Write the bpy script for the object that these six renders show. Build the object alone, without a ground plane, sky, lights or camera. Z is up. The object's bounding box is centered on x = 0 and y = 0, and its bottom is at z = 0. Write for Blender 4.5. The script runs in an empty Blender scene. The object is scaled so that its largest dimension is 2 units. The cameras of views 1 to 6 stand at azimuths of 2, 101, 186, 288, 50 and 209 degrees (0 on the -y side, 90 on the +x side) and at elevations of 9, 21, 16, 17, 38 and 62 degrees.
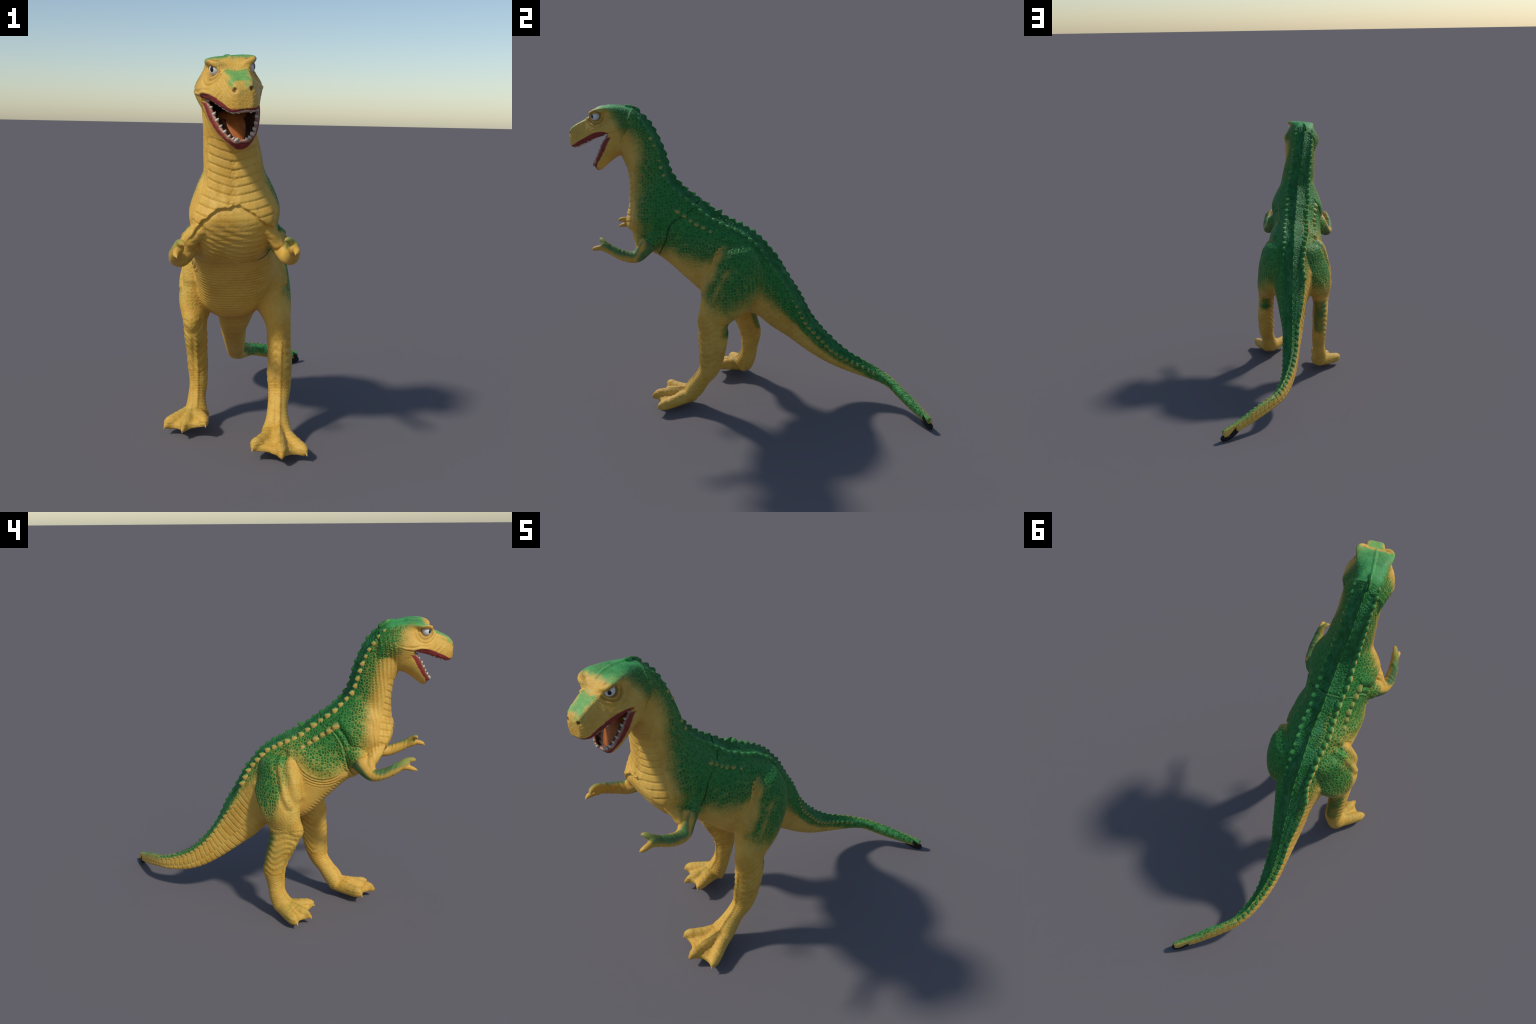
import bpy, math, random, time
import numpy as np
from mathutils import Vector, Matrix, kdtree
T0 = time.time()
random.seed(7)
RNG = np.random.default_rng(11)
VOX = 0.0035
DEBUG = False

# ------------------------------------------------------------------ profiles
# neck, trunk and tail: dorsal point (y,z), ventral point (y,z), their x, half width left and right,
# height of the widest place, roundness above it, below it on the left, below it on the right
NECK = np.array([
 [-.651,1.688,-.724,1.483,-.049,-.000,.103,.106,.503,2.100,2.192,2.208],
 [-.600,1.643,-.720,1.439,-.055,.005,.103,.107,.569,2.030,2.269,2.269],
 [-.540,1.562,-.696,1.370,-.050,.004,.104,.107,.634,1.960,2.350,2.325],
 [-.496,1.456,-.687,1.284,-.042,.002,.120,.110,.650,1.889,2.440,2.376],
 [-.468,1.357,-.692,1.190,-.030,.004,.134,.116,.610,1.875,2.540,2.438],
])
TRUNK = np.array([
 [-.432,1.288,-.698,1.125,-.020,-.002,.166,.147,.595,1.851,2.634,2.700],
 [-.354,1.212,-.698,1.060,-.019,-.001,.194,.176,.651,1.836,2.711,3.000],
 [-.279,1.158,-.652,.971,-.020,-.004,.181,.169,.643,1.829,2.740,3.200],
 [-.208,1.100,-.584,.895,-.021,-.012,.171,.161,.574,1.830,2.900,3.700],
 [-.120,1.053,-.490,.844,-.019,-.008,.188,.184,.591,1.837,3.100,4.091],
 [-.034,1.003,-.378,.737,-.026,-.006,.193,.178,.576,1.869,3.100,4.323],
 [.032,.950,-.273,.625,-.031,-.014,.169,.161,.569,1.921,3.100,4.314],
 [.091,.876,-.171,.563,-.030,-.016,.142,.139,.561,1.961,3.100,3.839],
])
TAIL = np.array([
 [.141,.800,-.082,.537,-.033,-.004,.128,.125,.534,2.120,2.699,3.700],
 [.196,.699,-.005,.506,-.035,-.012,.107,.100,.504,2.281,2.677,3.700],
 [.247,.607,.066,.434,-.036,-.032,.093,.076,.471,2.443,2.650,3.700],
 [.298,.501,.162,.359,-.040,-.050,.078,.051,.445,2.603,2.622,3.700],
 [.364,.403,.278,.271,-.043,-.039,.065,.047,.462,2.605,2.599,3.700],
 [.445,.319,.395,.198,-.041,-.039,.054,.039,.483,2.603,2.575,3.700],
 [.537,.254,.512,.151,-.024,-.027,.034,.034,.501,2.600,2.543,3.700],
 [.638,.210,.636,.125,-.001,.001,.032,.028,.510,2.599,2.512,3.700],
 [.704,.185,.711,.117,.031,.031,.028,.025,.521,2.600,2.509,3.700],
 [.751,.174,.772,.099,.068,.068,.023,.020,.517,2.602,2.505,3.700],
 [.829,.143,.848,.069,.144,.145,.029,.020,.506,2.604,2.501,3.700],
 [.918,.098,.927,.040,.238,.235,.026,.020,.500,2.604,2.499,3.700],
 [.986,.068,.985,.018,.317,.313,.016,.017,.494,2.602,2.498,3.700],
])
BODY = np.vstack([NECK, TRUNK, TAIL])
# legs: centre x,y,z, half width sideways, half depth fore-aft, tilt of the section, inward shear of its rear
LEG_LEFT = np.array([
 [.055,-.055,.965,.018,.039,9.135,.100],
 [.100,-.079,.930,.076,.100,8.371,.154],
 [.114,-.078,.830,.100,.143,10.525,.153],
 [.133,-.112,.730,.103,.170,14.072,.131],
 [.159,-.148,.630,.090,.137,15.412,.101],
 [.192,-.210,.545,.060,.088,14.866,.045],
 [.199,-.216,.460,.055,.084,5.066,.016],
 [.205,-.224,.375,.056,.076,-1.801,-.002],
 [.204,-.237,.300,.057,.068,.935,.000],
 [.206,-.256,.232,.052,.055,16.587,.001],
 [.200,-.303,.170,.047,.047,34.930,.001],
 [.200,-.345,.115,.056,.054,51.355,-.000],
 [.198,-.381,.078,.071,.048,66.249,-.001],
])
LEG_RIGHT = np.array([
 [-.068,-.085,.965,.017,.036,7.851,.200],
 [-.124,-.098,.930,.076,.108,5.420,.269],
 [-.148,-.111,.830,.088,.138,1.272,.285],
 [-.170,-.109,.730,.091,.137,-2.849,.264],
 [-.190,-.125,.630,.079,.122,-6.642,.214],
 [-.198,-.162,.530,.055,.096,-.450,.076],
 [-.196,-.135,.440,.053,.077,-6.694,.031],
 [-.194,-.108,.365,.050,.066,-5.634,-.001],
 [-.191,-.090,.290,.049,.062,3.301,-.001],
 [-.186,-.100,.210,.044,.051,18.025,-.000],
 [-.192,-.109,.145,.044,.050,30.878,.000],
 [-.192,-.136,.090,.053,.058,47.736,.000],
 [-.187,-.165,.070,.063,.052,59.766,.000],
])
# head frame: s to the animal's left, t forward, h up; yawed and rolled a little
HP = np.array([-.045, -.66, 1.60])
PSI, RHO = math.radians(16), math.radians(6.5)
HT = np.array([math.sin(PSI), -math.cos(PSI), 0])
HS = math.cos(RHO) * np.array([math.cos(PSI), math.sin(PSI), 0]) + math.sin(RHO) * np.array([0, 0, 1])
HH = np.cross(HS, HT)
if HH[2] < 0:
    HH = -HH
def hw(q):
    q = np.asarray(q, float)
    return HP + q[..., :1] * HS + q[..., 1:2] * HT + q[..., 2:3] * HH
def hl(P):
    d = np.asarray(P) - HP
    return np.stack([d @ HS, d @ HT, d @ HH], -1)
# skull and upper jaw: t, then half outlines (s,h) from the crown to the palate
SKULL = [
 (-.050, [(0,.050),(.04,.044),(.065,.015),(.085,-.03),(.08,-.08),(.05,-.12),(0,-.14)]),
 (.000, [(0,.086),(.050,.078),(.080,.042),(.106,0),(.098,-.06),(.055,-.12),(0,-.15)]),
 (.055, [(0,.101),(.057,.094),(.088,.058),(.125,0),(.117,-.05),(.070,-.135),(0,-.162)]),
 (.105, [(0,.108),(.073,.100),(.090,.062),(.124,0),(.121,-.035),(.09,-.10),(0,-.12)]),
 (.130, [(0,.106),(.079,.100),(.086,.062),(.121,-.003),(.119,-.031),(.104,-.040),(0,-.03)]),
 (.160, [(0,.104),(.083,.099),(.070,.062),(.113,-.007),(.112,-.031),(.096,-.046),(0,-.028)]),
 (.190, [(0,.092),(.079,.086),(.064,.058),(.104,-.012),(.103,-.037),(.086,-.054),(0,-.034)]),
 (.213, [(0,.068),(.072,.074),(.058,.046),(.094,-.016),(.095,-.047),(.078,-.062),(0,-.042)]),
 (.232, [(0,.049),(.047,.050),(.058,.033),(.084,-.022),(.086,-.056),(.070,-.071),(0,-.05)]),
 (.270, [(0,.032),(.042,.030),(.051,.010),(.070,-.032),(.072,-.072),(.056,-.086),(0,-.066)]),
 (.308, [(0,.012),(.038,.013),(.047,-.008),(.059,-.045),(.058,-.090),(.044,-.099),(0,-.086)]),
 (.328, [(0,-.001),(.031,-.001),(.041,-.020),(.047,-.052),(.044,-.092),(.030,-.101),(0,-.098)]),
 (.341, [(0,-.024),(.020,-.022),(.027,-.034),(.030,-.055),(.026,-.084),(.016,-.094),(0,-.093)]),
]
# lower jaw: rim (t,h), keel (t,h), half width at the rim
JAW = [
 (.098,-.025,.02,-.150,.106),(.128,-.050,.055,-.160,.107),(.160,-.092,.098,-.174,.100),(.182,-.133,.136,-.198,.088),
 (.203,-.171,.170,-.225,.070),(.221,-.199,.196,-.241,.046),(.227,-.210,.211,-.241,.023)]

def spline(P, n):
    P = np.asarray(P, float); m = len(P)
    E = np.concatenate([[2 * P[0] - P[1]], P, [2 * P[-1] - P[-2]]])
    out = []
    for i in range(m - 1):
        t = np.linspace(0, 1, n, endpoint=False).reshape((-1,) + (1,) * (P.ndim - 1))
        a, b, c, d = E[i:i + 4]
        out.append(.5 * (2 * b + (c - a) * t + (2 * a - 5 * b + 4 * c - d) * t ** 2 + (3 * b - a - 3 * c + d) * t ** 3))
    return np.concatenate(out + [P[-1:]])

def loft_body(n, m):
    S = spline(BODY, n)
    D = np.stack([S[:, 4], S[:, 0], S[:, 1]], 1); V = np.stack([S[:, 5], S[:, 2], S[:, 3]], 1)
    C = (D + V) / 2; T = np.gradient(C, axis=0); U = D - V
    L = np.cross(T, U); L /= np.linalg.norm(L, axis=1)[:, None]; L *= np.sign(L[:, :1])
    th = np.linspace(0, 2 * np.pi, m, endpoint=False); c, s = np.cos(th), np.sin(th)
    wl, wr, f, nu, nl, nr = (S[:, i:i + 1] for i in range(6, 12))
    e = np.where(c >= 0, 2 / nu, np.where(s >= 0, 2 / nl, 2 / nr))
    sl = np.where(s >= 0, wl, wr) * np.sign(s) * np.abs(s) ** e
    a = np.abs(c) ** e
    u = np.where(c >= 0, f * (1 - a), f + (1 - f) * a)
    return D[:, None] + (V - D)[:, None] * u[..., None] + L[:, None] * sl[..., None], C

def loft_leg(A, n, m):
    S = spline(A, n); th = np.linspace(0, 2 * np.pi, m, endpoint=False)
    p = np.radians(S[:, 5]); b = S[:, 4:5] * np.sin(th); P = np.repeat(S[:, None, :3], m, 1)
    P[..., 0] += S[:, 3:4] * np.cos(th) - np.sign(S[:, :1]) * S[:, 6:7] * b
    P[..., 1] += b * np.cos(p)[:, None]; P[..., 2] -= b * np.sin(p)[:, None]
    return P

def tube(pts, n=6, m=20, up=(0, 0, 1)):
    """round tube through (x,y,z,side radius,up radius)"""
    S = spline(np.asarray(pts, float), n); C = S[:, :3]
    T = np.gradient(C, axis=0); T /= np.linalg.norm(T, axis=1)[:, None]
    A = np.cross(T, np.asarray(up, float)); A /= np.linalg.norm(A, axis=1)[:, None]
    B = np.cross(A, T); th = np.linspace(0, 2 * np.pi, m, endpoint=False)
    return C[:, None] + (S[:, 3:4] * np.cos(th))[..., None] * A[:, None] + (S[:, 4:5] * np.sin(th))[..., None] * B[:, None]

def loft_skull(n, k):
    H = np.array([[(0, 0)] * 0 + pts for _, pts in SKULL], float)      # stations x 7 x 2
    t = np.array([a for a, _ in SKULL])
    R = []
    for row in H:
        full = np.concatenate([row, (row[-2:0:-1] * [-1, 1])])        # closed outline
        c = np.concatenate([full[-2:], full, full[:3]])
        R.append(spline(c, k)[2 * k:2 * k + len(full) * k])
    R = np.array(R); t3 = np.broadcast_to(t[:, None, None], R.shape[:2] + (1,))
    G = spline(np.concatenate([R, t3], 2), n)
    return hw(np.stack([G[..., 0], G[..., 2], G[..., 1]], -1))

def loft_jaw(n, k):
    R = []
    for rt, rh, kt, kh, w in JAW:
        r, b = np.array([rt, rh]), np.array([kt, kh]); d = b - r
        dep = np.linalg.norm(d)
        half = [(0, 1.0), (.45, .93), (.82, .66), (1.0, .30), (.99, .05), (.90, -.01), (.78, .08), (.50, .30 if dep > .04 else .15), (0, .36 if dep > .04 else .15)]
        P = np.array([(s * w, *(r + d * q)) for s, q in half])
        full = np.concatenate([P, P[-2:0:-1] * [-1, 1, 1]])
        c = np.concatenate([full[-2:], full, full[:3]])
        R.append(spline(c, k)[2 * k:2 * k + len(full) * k])
    return hw(spline(np.array(R), n))

def blob(c, r, n=20, m=28):
    a = np.linspace(0.02, np.pi - .02, n)[:, None]; b = np.linspace(0, 2 * np.pi, m, endpoint=False)[None]
    return hw(np.stack([c[0] + r[0] * np.sin(a) * np.cos(b), c[1] + r[1] * np.sin(a) * np.sin(b), c[2] + r[2] * np.cos(a) + 0 * b], -1))

def web(A, B, back=.12, front=.80, thick=.017, n=14):
    """skin stretched between two toes (centre lines A and B)"""
    A, B = spline(np.asarray(A, float), 8), spline(np.asarray(B, float), 8)
    def at(P, f):
        x = f * (len(P) - 1); i = np.clip(np.floor(x).astype(int), 0, len(P) - 2)
        return P[i] + (P[i + 1] - P[i]) * (x - i)[..., None]
    u = np.linspace(0, 1, n)[:, None]; v = np.linspace(0, 1, n)[None]
    end = front - .16 * np.sin(np.pi * u)
    f = back + (end - back) * v
    P = at(A, f)[..., :3] * (1 - u)[..., None] + at(B, f)[..., :3] * u[..., None]
    P[..., 2] += -.006 * np.sin(np.pi * u) * v + .010 * (1 - v)
    up = P + [0, 0, thick * .6]; lo = P - [0, 0, thick]
    ring = lambda G: np.concatenate([G[0], G[1:, -1], G[-1, -2::-1], G[-2:0:-1, 0]])
    return up, lo

class Soup:
    """collects closed lofts into one mesh and remembers a label for samples of each"""
    def __init__(s): s.v, s.f, s.n, s.samples = [], [], 0, []
    def grid(s, R, label, inner=None):
        a, b = R.shape[:2]; P = R.reshape(-1, 3)
        i = np.arange(a - 1)[:, None] * b; j = np.arange(b)[None]; k = (j + 1) % b
        q = np.stack([i + j, i + k, i + b + k, i + b + j], -1).reshape(-1, 4) + s.n
        s.v.append(P); s.f += q.tolist()
        s.f.append((np.arange(b)[::-1] + s.n).tolist()); s.f.append((np.arange(b) + (a - 1) * b + s.n).tolist())
        s.n += len(P)
        lab = np.full(len(P), label); 
        if inner is not None: lab[inner.reshape(-1)] = MOUTH
        s.samples.append((P, lab))
    def slab(s, up, lo, label):
        n, m = up.shape[:2]; P = np.concatenate([up.reshape(-1, 3), lo.reshape(-1, 3)]); o = n * m
        idx = np.arange(o).reshape(n, m)
        for G, off, rev in ((idx, 0, False), (idx, o, True)):
            q = np.stack([G[:-1, :-1], G[1:, :-1], G[1:, 1:], G[:-1, 1:]], -1).reshape(-1, 4) + off + s.n
            s.f += (q[:, ::-1] if rev else q).tolist()
        loop = np.concatenate([idx[0], idx[1:, -1], idx[-1, -2::-1], idx[-2:0:-1, 0]]); nx = np.roll(loop, -1)
        s.f += np.stack([loop, nx, nx + o, loop + o], 1).__add__(s.n).tolist()
        s.v.append(P); s.n += len(P); s.samples.append((P, np.full(len(P), label)))

TORSO, HEAD, JAWL, MOUTH, LEGL, LEGR, FOOTL, FOOTR, ARML, ARMR, HANDL, HANDR = range(12)
soup = Soup()
RB, CB = loft_body(8, 64)
soup.grid(RB, TORSO)
soup.grid(loft_leg(LEG_LEFT, 8, 40), LEGL); soup.grid(loft_leg(LEG_RIGHT, 8, 40), LEGR)
SK = loft_skull(6, 6); tt = hl(SK)[..., 1]
col = np.arange(SK.shape[1]); palate = ((col > 30) & (col < 42))[None] & (tt > .125) & (tt < .318)
soup.grid(SK, HEAD, palate)
JW = loft_jaw(6, 5); colj = np.arange(JW.shape[1]); trough = ((colj > 28) & (colj < 52))[None] & (np.arange(len(JW)) < 30)[:, None]
soup.grid(JW, JAWL, trough)
for sg in (1, -1):                                                       # brow ridges
    b = np.array([(.030,.209,.064,.009),(.050,.213,.071,.012),(.069,.209,.0755,.0135),(.080,.196,.080,.014),(.085,.177,.085,.014),(.082,.14,.090,.012),(.077,.105,.089,.008),(.08,.085,.086,.004)])
    w = hw(b[:, :3] * [sg, 1, 1])
    soup.grid(tube(np.concatenate([w, b[:, 3:], b[:, 3:]], 1), 5, 14), HEAD)
    n = np.array([(.020,.314,-.014,.010),(.027,.324,-.018,.014),(.028,.333,-.030,.011)])  # nostril mounds
    soup.grid(tube(np.concatenate([hw(n[:, :3] * [sg, 1, 1]), n[:, 3:], n[:, 3:]], 1), 4, 12), HEAD)
# toes: centre line with side and vertical radii
TOES = {
 'L': dict(mid=[(.197,-.355,.082,.045,.040),(.204,-.43,.080,.030,.038),(.212,-.50,.072,.024,.034),(.218,-.56,.063,.024,.030),(.221,-.59,.052,.015,.020),(.222,-.606,.044,.005,.007)],
           out=[(.205,-.355,.075,.045,.040),(.245,-.415,.065,.034,.040),(.283,-.468,.052,.029,.034),(.310,-.508,.048,.025,.030),(.326,-.531,.043,.014,.018),(.331,-.538,.039,.005,.006)],
           inn=[(.188,-.355,.078,.045,.040),(.160,-.42,.070,.034,.040),(.130,-.48,.066,.028,.034),(.108,-.522,.068,.026,.031),(.097,-.543,.061,.014,.018),(.094,-.550,.056,.005,.006)]),
 'R': dict(mid=[(-.192,-.155,.075,.045,.040),(-.203,-.205,.074,.030,.036),(-.220,-.250,.066,.024,.031),(-.231,-.287,.057,.021,.026),(-.237,-.315,.048,.012,.016),(-.240,-.329,.041,.005,.006)],
           out=[(-.202,-.148,.072,.048,.044),(-.243,-.180,.063,.037,.043),(-.280,-.213,.055,.032,.038),(-.307,-.240,.050,.027,.032),(-.324,-.260,.044,.014,.018),(-.331,-.267,.040,.005,.006)],
           inn=[(-.183,-.150,.076,.045,.040),(-.170,-.205,.076,.032,.038),(-.155,-.250,.078,.027,.033),(-.143,-.283,.079,.025,.029),(-.135,-.305,.074,.015,.019),(-.132,-.312,.070,.006,.008)])}
for side, lab in (('L', FOOTL), ('R', FOOTR)):
    for k in ('mid', 'out', 'inn'):
        soup.grid(tube(TOES[side][k], 6, 20), lab)
    soup.slab(*web(TOES[side]['mid'], TOES[side]['out']), lab); soup.slab(*web(TOES[side]['inn'], TOES[side]['mid']), lab)
# arms
ARM = {
 'L': [(.105,-.49,1.035,.040,.050),(.142,-.522,1.012,.050,.055),(.178,-.553,.983,.043,.048),(.200,-.580,.950,.037,.040),(.222,-.610,.925,.035,.034),(.236,-.650,.925,.031,.031),(.244,-.700,.944,.028,.029),(.246,-.745,.968,.023,.027),(.246,-.785,.987,.021,.027),(.246,-.800,.992,.014,.018)],
 'R': [(-.115,-.49,1.01,.040,.050),(-.148,-.530,.990,.050,.062),(-.180,-.570,.958,.043,.052),(-.197,-.604,.926,.039,.042),(-.211,-.638,.907,.036,.034),(-.222,-.680,.915,.031,.030),(-.220,-.735,.940,.027,.027),(-.208,-.780,.968,.022,.026),(-.197,-.812,.978,.020,.027),(-.193,-.825,.978,.014,.018)]}
FING = {
 'L': [[(.244,-.765,.990,.018,.018),(.236,-.788,1.008,.015,.015),(.222,-.806,1.019,.012,.011),(.210,-.815,1.018,.005,.005)],
       [(.247,-.77,.978,.018,.019),(.254,-.805,.981,.015,.015),(.257,-.835,.976,.013,.012),(.251,-.851,.969,.005,.005)]],
 'R': [[(-.203,-.790,.985,.018,.018),(-.195,-.815,.998,.016,.015),(-.182,-.840,1.000,.013,.012),(-.168,-.852,.994,.005,.005)],
       [(-.205,-.79,.965,.018,.018),(-.205,-.825,.961,.015,.014),(-.205,-.848,.956,.012,.011),(-.199,-.866,.950,.004,.004)]]}
for side, la, lh in (('L', ARML, HANDL), ('R', ARMR, HANDR)):
    soup.grid(tube(ARM[side], 6, 24), la)
    for f in FING[side]: soup.grid(tube(f, 5, 14), lh)
# folds of skin that carry the edge of the breast shield out to the elbows
soup.grid(tube([(-.05,-.655,1.085,.024,.030),(-.115,-.657,1.045,.027,.032),(-.163,-.638,1.000,.030,.034),(-.193,-.620,.958,.028,.030),(-.208,-.630,.922,.026,.024)], 6, 18), TORSO)
soup.grid(tube([(.06,-.650,1.085,.022,.030),(.115,-.640,1.055,.024,.030),(.155,-.618,1.015,.026,.030),(.186,-.600,.968,.024,.028)], 6, 18), TORSO)

def mesh_from(v, f, name):
    me = bpy.data.meshes.new(name); me.from_pydata(np.asarray(v).tolist(), [], f if isinstance(f, list) else f.tolist()); me.update(); return me
def evaluated(ob):
    bpy.context.view_layer.update()
    dg = bpy.context.evaluated_depsgraph_get()
    return bpy.data.meshes.new_from_object(ob.evaluated_get(dg))
def co(me):
    a = np.empty(len(me.vertices) * 3, np.float32); me.vertices.foreach_get('co', a); return a.reshape(-1, 3).astype(float)
def nrm(me):
    a = np.empty(len(me.vertices) * 3, np.float32); me.vertex_normals.foreach_get('vector', a); return a.reshape(-1, 3).astype(float)

import bmesh
raw = mesh_from(np.concatenate(soup.v), soup.f, 'raw')
bm = bmesh.new(); bm.from_mesh(raw); bmesh.ops.recalc_face_normals(bm, faces=bm.faces[:]); bm.to_mesh(raw); bm.free()
ob = bpy.data.objects.new('raw', raw); bpy.context.scene.collection.objects.link(ob)
md = ob.modifiers.new('fuse', 'REMESH'); md.mode = 'VOXEL'; md.voxel_size = VOX
# throat cavity
cav = Soup(); cavR = blob((0, .118, -.078), (.085, .075, .058)); cav.grid(cavR, MOUTH)
cob = bpy.data.objects.new('cut', mesh_from(np.concatenate(cav.v), cav.f, 'cut')); bpy.context.scene.collection.objects.link(cob)
bm = bmesh.new(); bm.from_mesh(cob.data); bmesh.ops.recalc_face_normals(bm, faces=bm.faces[:]); bm.to_mesh(cob.data); bm.free()
cob.hide_render = True
bo = ob.modifiers.new('throat', 'BOOLEAN'); bo.operation = 'DIFFERENCE'; bo.object = cob; bo.solver = 'FAST'
md2 = ob.modifiers.new('fuse2', 'REMESH'); md2.mode = 'VOXEL'; md2.voxel_size = VOX
skin = evaluated(ob)
bpy.data.objects.remove(ob); bpy.data.objects.remove(cob)
soup.samples.append((cavR.reshape(-1, 3), np.full(cavR.shape[0] * cavR.shape[1], MOUTH)))
print('remesh', len(skin.vertices), round(time.time() - T0, 1))

V = co(skin)
if DEBUG:
    bm = bmesh.new(); bm.from_mesh(skin); seen = set(); sizes = []
    for v0 in bm.verts:
        if v0.index in seen: continue
        st_ = [v0]; seen.add(v0.index); c_ = 0; cc_ = Vector()
        while st_:
            a_ = st_.pop(); c_ += 1; cc_ += a_.co
            for e_ in a_.link_edges:
                o_ = e_.other_vert(a_)
                if o_.index not in seen: seen.add(o_.index); st_.append(o_)
        sizes.append((c_, tuple(round(q_, 2) for q_ in cc_ / c_)))
    print('islands', sorted(sizes, reverse=True)[:20])
ed = np.empty(len(skin.edges) * 2, np.int32); skin.edges.foreach_get('vertices', ed); ed = ed.reshape(-1, 2)
deg = np.bincount(ed.ravel(), minlength=len(V)).astype(float)[:, None]
def lap(X):
    S = np.stack([np.bincount(ed[:, 0], X[ed[:, 1], i], len(X)) + np.bincount(ed[:, 1], X[ed[:, 0], i], len(X)) for i in range(X.shape[1])], 1)
    return S / deg - X
def nearest(tree, X):
    I = np.empty(len(X), np.int64); D = np.empty(len(X))
    find = tree.find
    for i, x in enumerate(X.tolist()):
        _, j, d = find(x); I[i] = j; D[i] = d
    return I, D
def make_tree(P):
    t = kdtree.KDTree(len(P))
    for i, p in enumerate(P.tolist()): t.insert(p, i)
    t.balance(); return t
SP = np.concatenate([p for p, _ in soup.samples]); SL = np.concatenate([l for _, l in soup.samples])
# drop samples buried inside another part: only those near the skin matter, nearest wins anyway
I, _ = nearest(make_tree(SP), V); lab = SL[I]
# body coordinates from a dense loft
NB, MB = 20, 180
RD, _ = loft_body(NB, MB)
tb = make_tree(RD.reshape(-1, 3)); IB, DB = np.zeros(len(V), np.int64), np.full(len(V), .5)
w_ = np.where(np.isin(lab, (TORSO, LEGL, LEGR, ARML, ARMR, HEAD)) & (V[:, 2] > .35) | (lab == TORSO))[0]; IB[w_], DB[w_] = nearest(tb, V[w_])
legtree = make_tree(np.concatenate([loft_leg(LEG_LEFT, 10, 60).reshape(-1, 3), loft_leg(LEG_RIGHT, 10, 60).reshape(-1, 3)]))
DL = np.full(len(V), .5); w_ = np.where(np.isin(lab, (TORSO, LEGL, LEGR)) & (V[:, 2] > .4) & (V[:, 2] < 1.1))[0]; _, DL[w_] = nearest(legtree, V[w_])
print('trees', round(time.time() - T0, 1))
# melt the joints: smooth more where two forms meet
armish = np.isin(lab, (ARML, ARMR))
joint = np.exp(-(np.maximum(DB, DL) / .016) ** 2)
joint = np.maximum(joint, np.where(armish, np.exp(-(DB / .03) ** 2), 0))
footish = np.isin(lab, (FOOTL, FOOTR, LEGL, LEGR)) & (V[:, 2] < .16)
joint = np.maximum(joint, np.where(footish, .7, 0))
joint = np.maximum(joint, np.where((lab == HEAD) & (DB < .022) | (lab == TORSO) & (np.abs(hl(V)[:, 1]) < .05) & (V[:, 1] < -.5) & (V[:, 2] > 1.4), .9, 0))
joint = np.maximum(joint, np.where((lab == HEAD) & (hl(V)[:, 2] > .068), .75, 0))
for _ in range(3): joint = joint + .5 * lap(joint[:, None])[:, 0]
for it in range(10): V = V + .5 * lap(V); V = V - .52 * lap(V)
for it in range(18): V = V + (.5 * joint[:, None]) * lap(V)

def push(V, d):
    skin.vertices.foreach_set('co', V.astype(np.float32).ravel()); skin.update()
    return V + nrm(skin) * d[:, None]
sst = lambda a, b, x: (lambda t: t * t * (3 - 2 * t))(np.clip((x - a) / (b - a), 0, 1))
bump = lambda d, w: np.exp(-(d / w) ** 2)

# continuous spine coordinate k and angle th (degrees, 0 = back, 90 = left, 180 = belly)
iy, ix = IB // MB, IB % MB
Pk = np.gradient(RD, 1 / NB, axis=0).reshape(-1, 3)[IB]
Pt = ((np.roll(RD, -1, 1) - np.roll(RD, 1, 1)) * (MB / 720.)).reshape(-1, 3)[IB]
dv = V - RD.reshape(-1, 3)[IB]
a11, a12, a22 = (Pk * Pk).sum(1), (Pk * Pt).sum(1), (Pt * Pt).sum(1); b1, b2 = (dv * Pk).sum(1), (dv * Pt).sum(1)
det = np.maximum(a11 * a22 - a12 ** 2, 1e-14)
kk = iy / NB + np.clip((a22 * b1 - a12 * b2) / det, -.06, .06)
th = ix * 360. / MB + np.clip((a11 * b2 - a12 * b1) / det, -2, 2)
th = np.where(th > 180, th - 360, th)
ath = np.abs(th)
ks = np.arange(len(RD)) / NB
def arclen(colm): 
    P = RD[:, colm]; return np.concatenate([[0], np.cumsum(np.linalg.norm(np.diff(P, axis=0), axis=1))])
sv = np.interp(kk, ks, arclen(MB // 2)); sd = np.interp(kk, ks, arclen(0)); sl_ = np.interp(kk, ks, arclen(MB // 4))
onB = np.isin(lab, (TORSO,)) * (1 - sst(.0, .9, joint)) 
onB = np.where(lab == TORSO, np.maximum(onB, .15), 0)
x, y, z = V.T
q = hl(V); hs, ht, hh = q.T
wob = lambda f, a: a * (np.sin(x * f * 1.3 + 1) + np.sin(y * f + z * f * .7) + np.sin(z * f * 1.1 + 2 + x * f))
def bands(s, lam, groove, depth, saw):
    f = (s / lam) % 1; g = np.minimum(f, 1 - f) * lam
    return -depth * bump(g, groove) + saw * (f - .5)
D = np.zeros(len(V))
arch = lambda u: np.interp(u, [-.2, -.184, -.12, -.075, -.041, .0, .026, .05, .08, .133, .18, .2], [.965, .983, 1.067, 1.108, 1.123, 1.132, 1.136, 1.128, 1.106, 1.066, 1.03, 1.01]) + .003 * np.sin(u * 90) + .002 * np.sin(u * 210 + 1)
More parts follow.
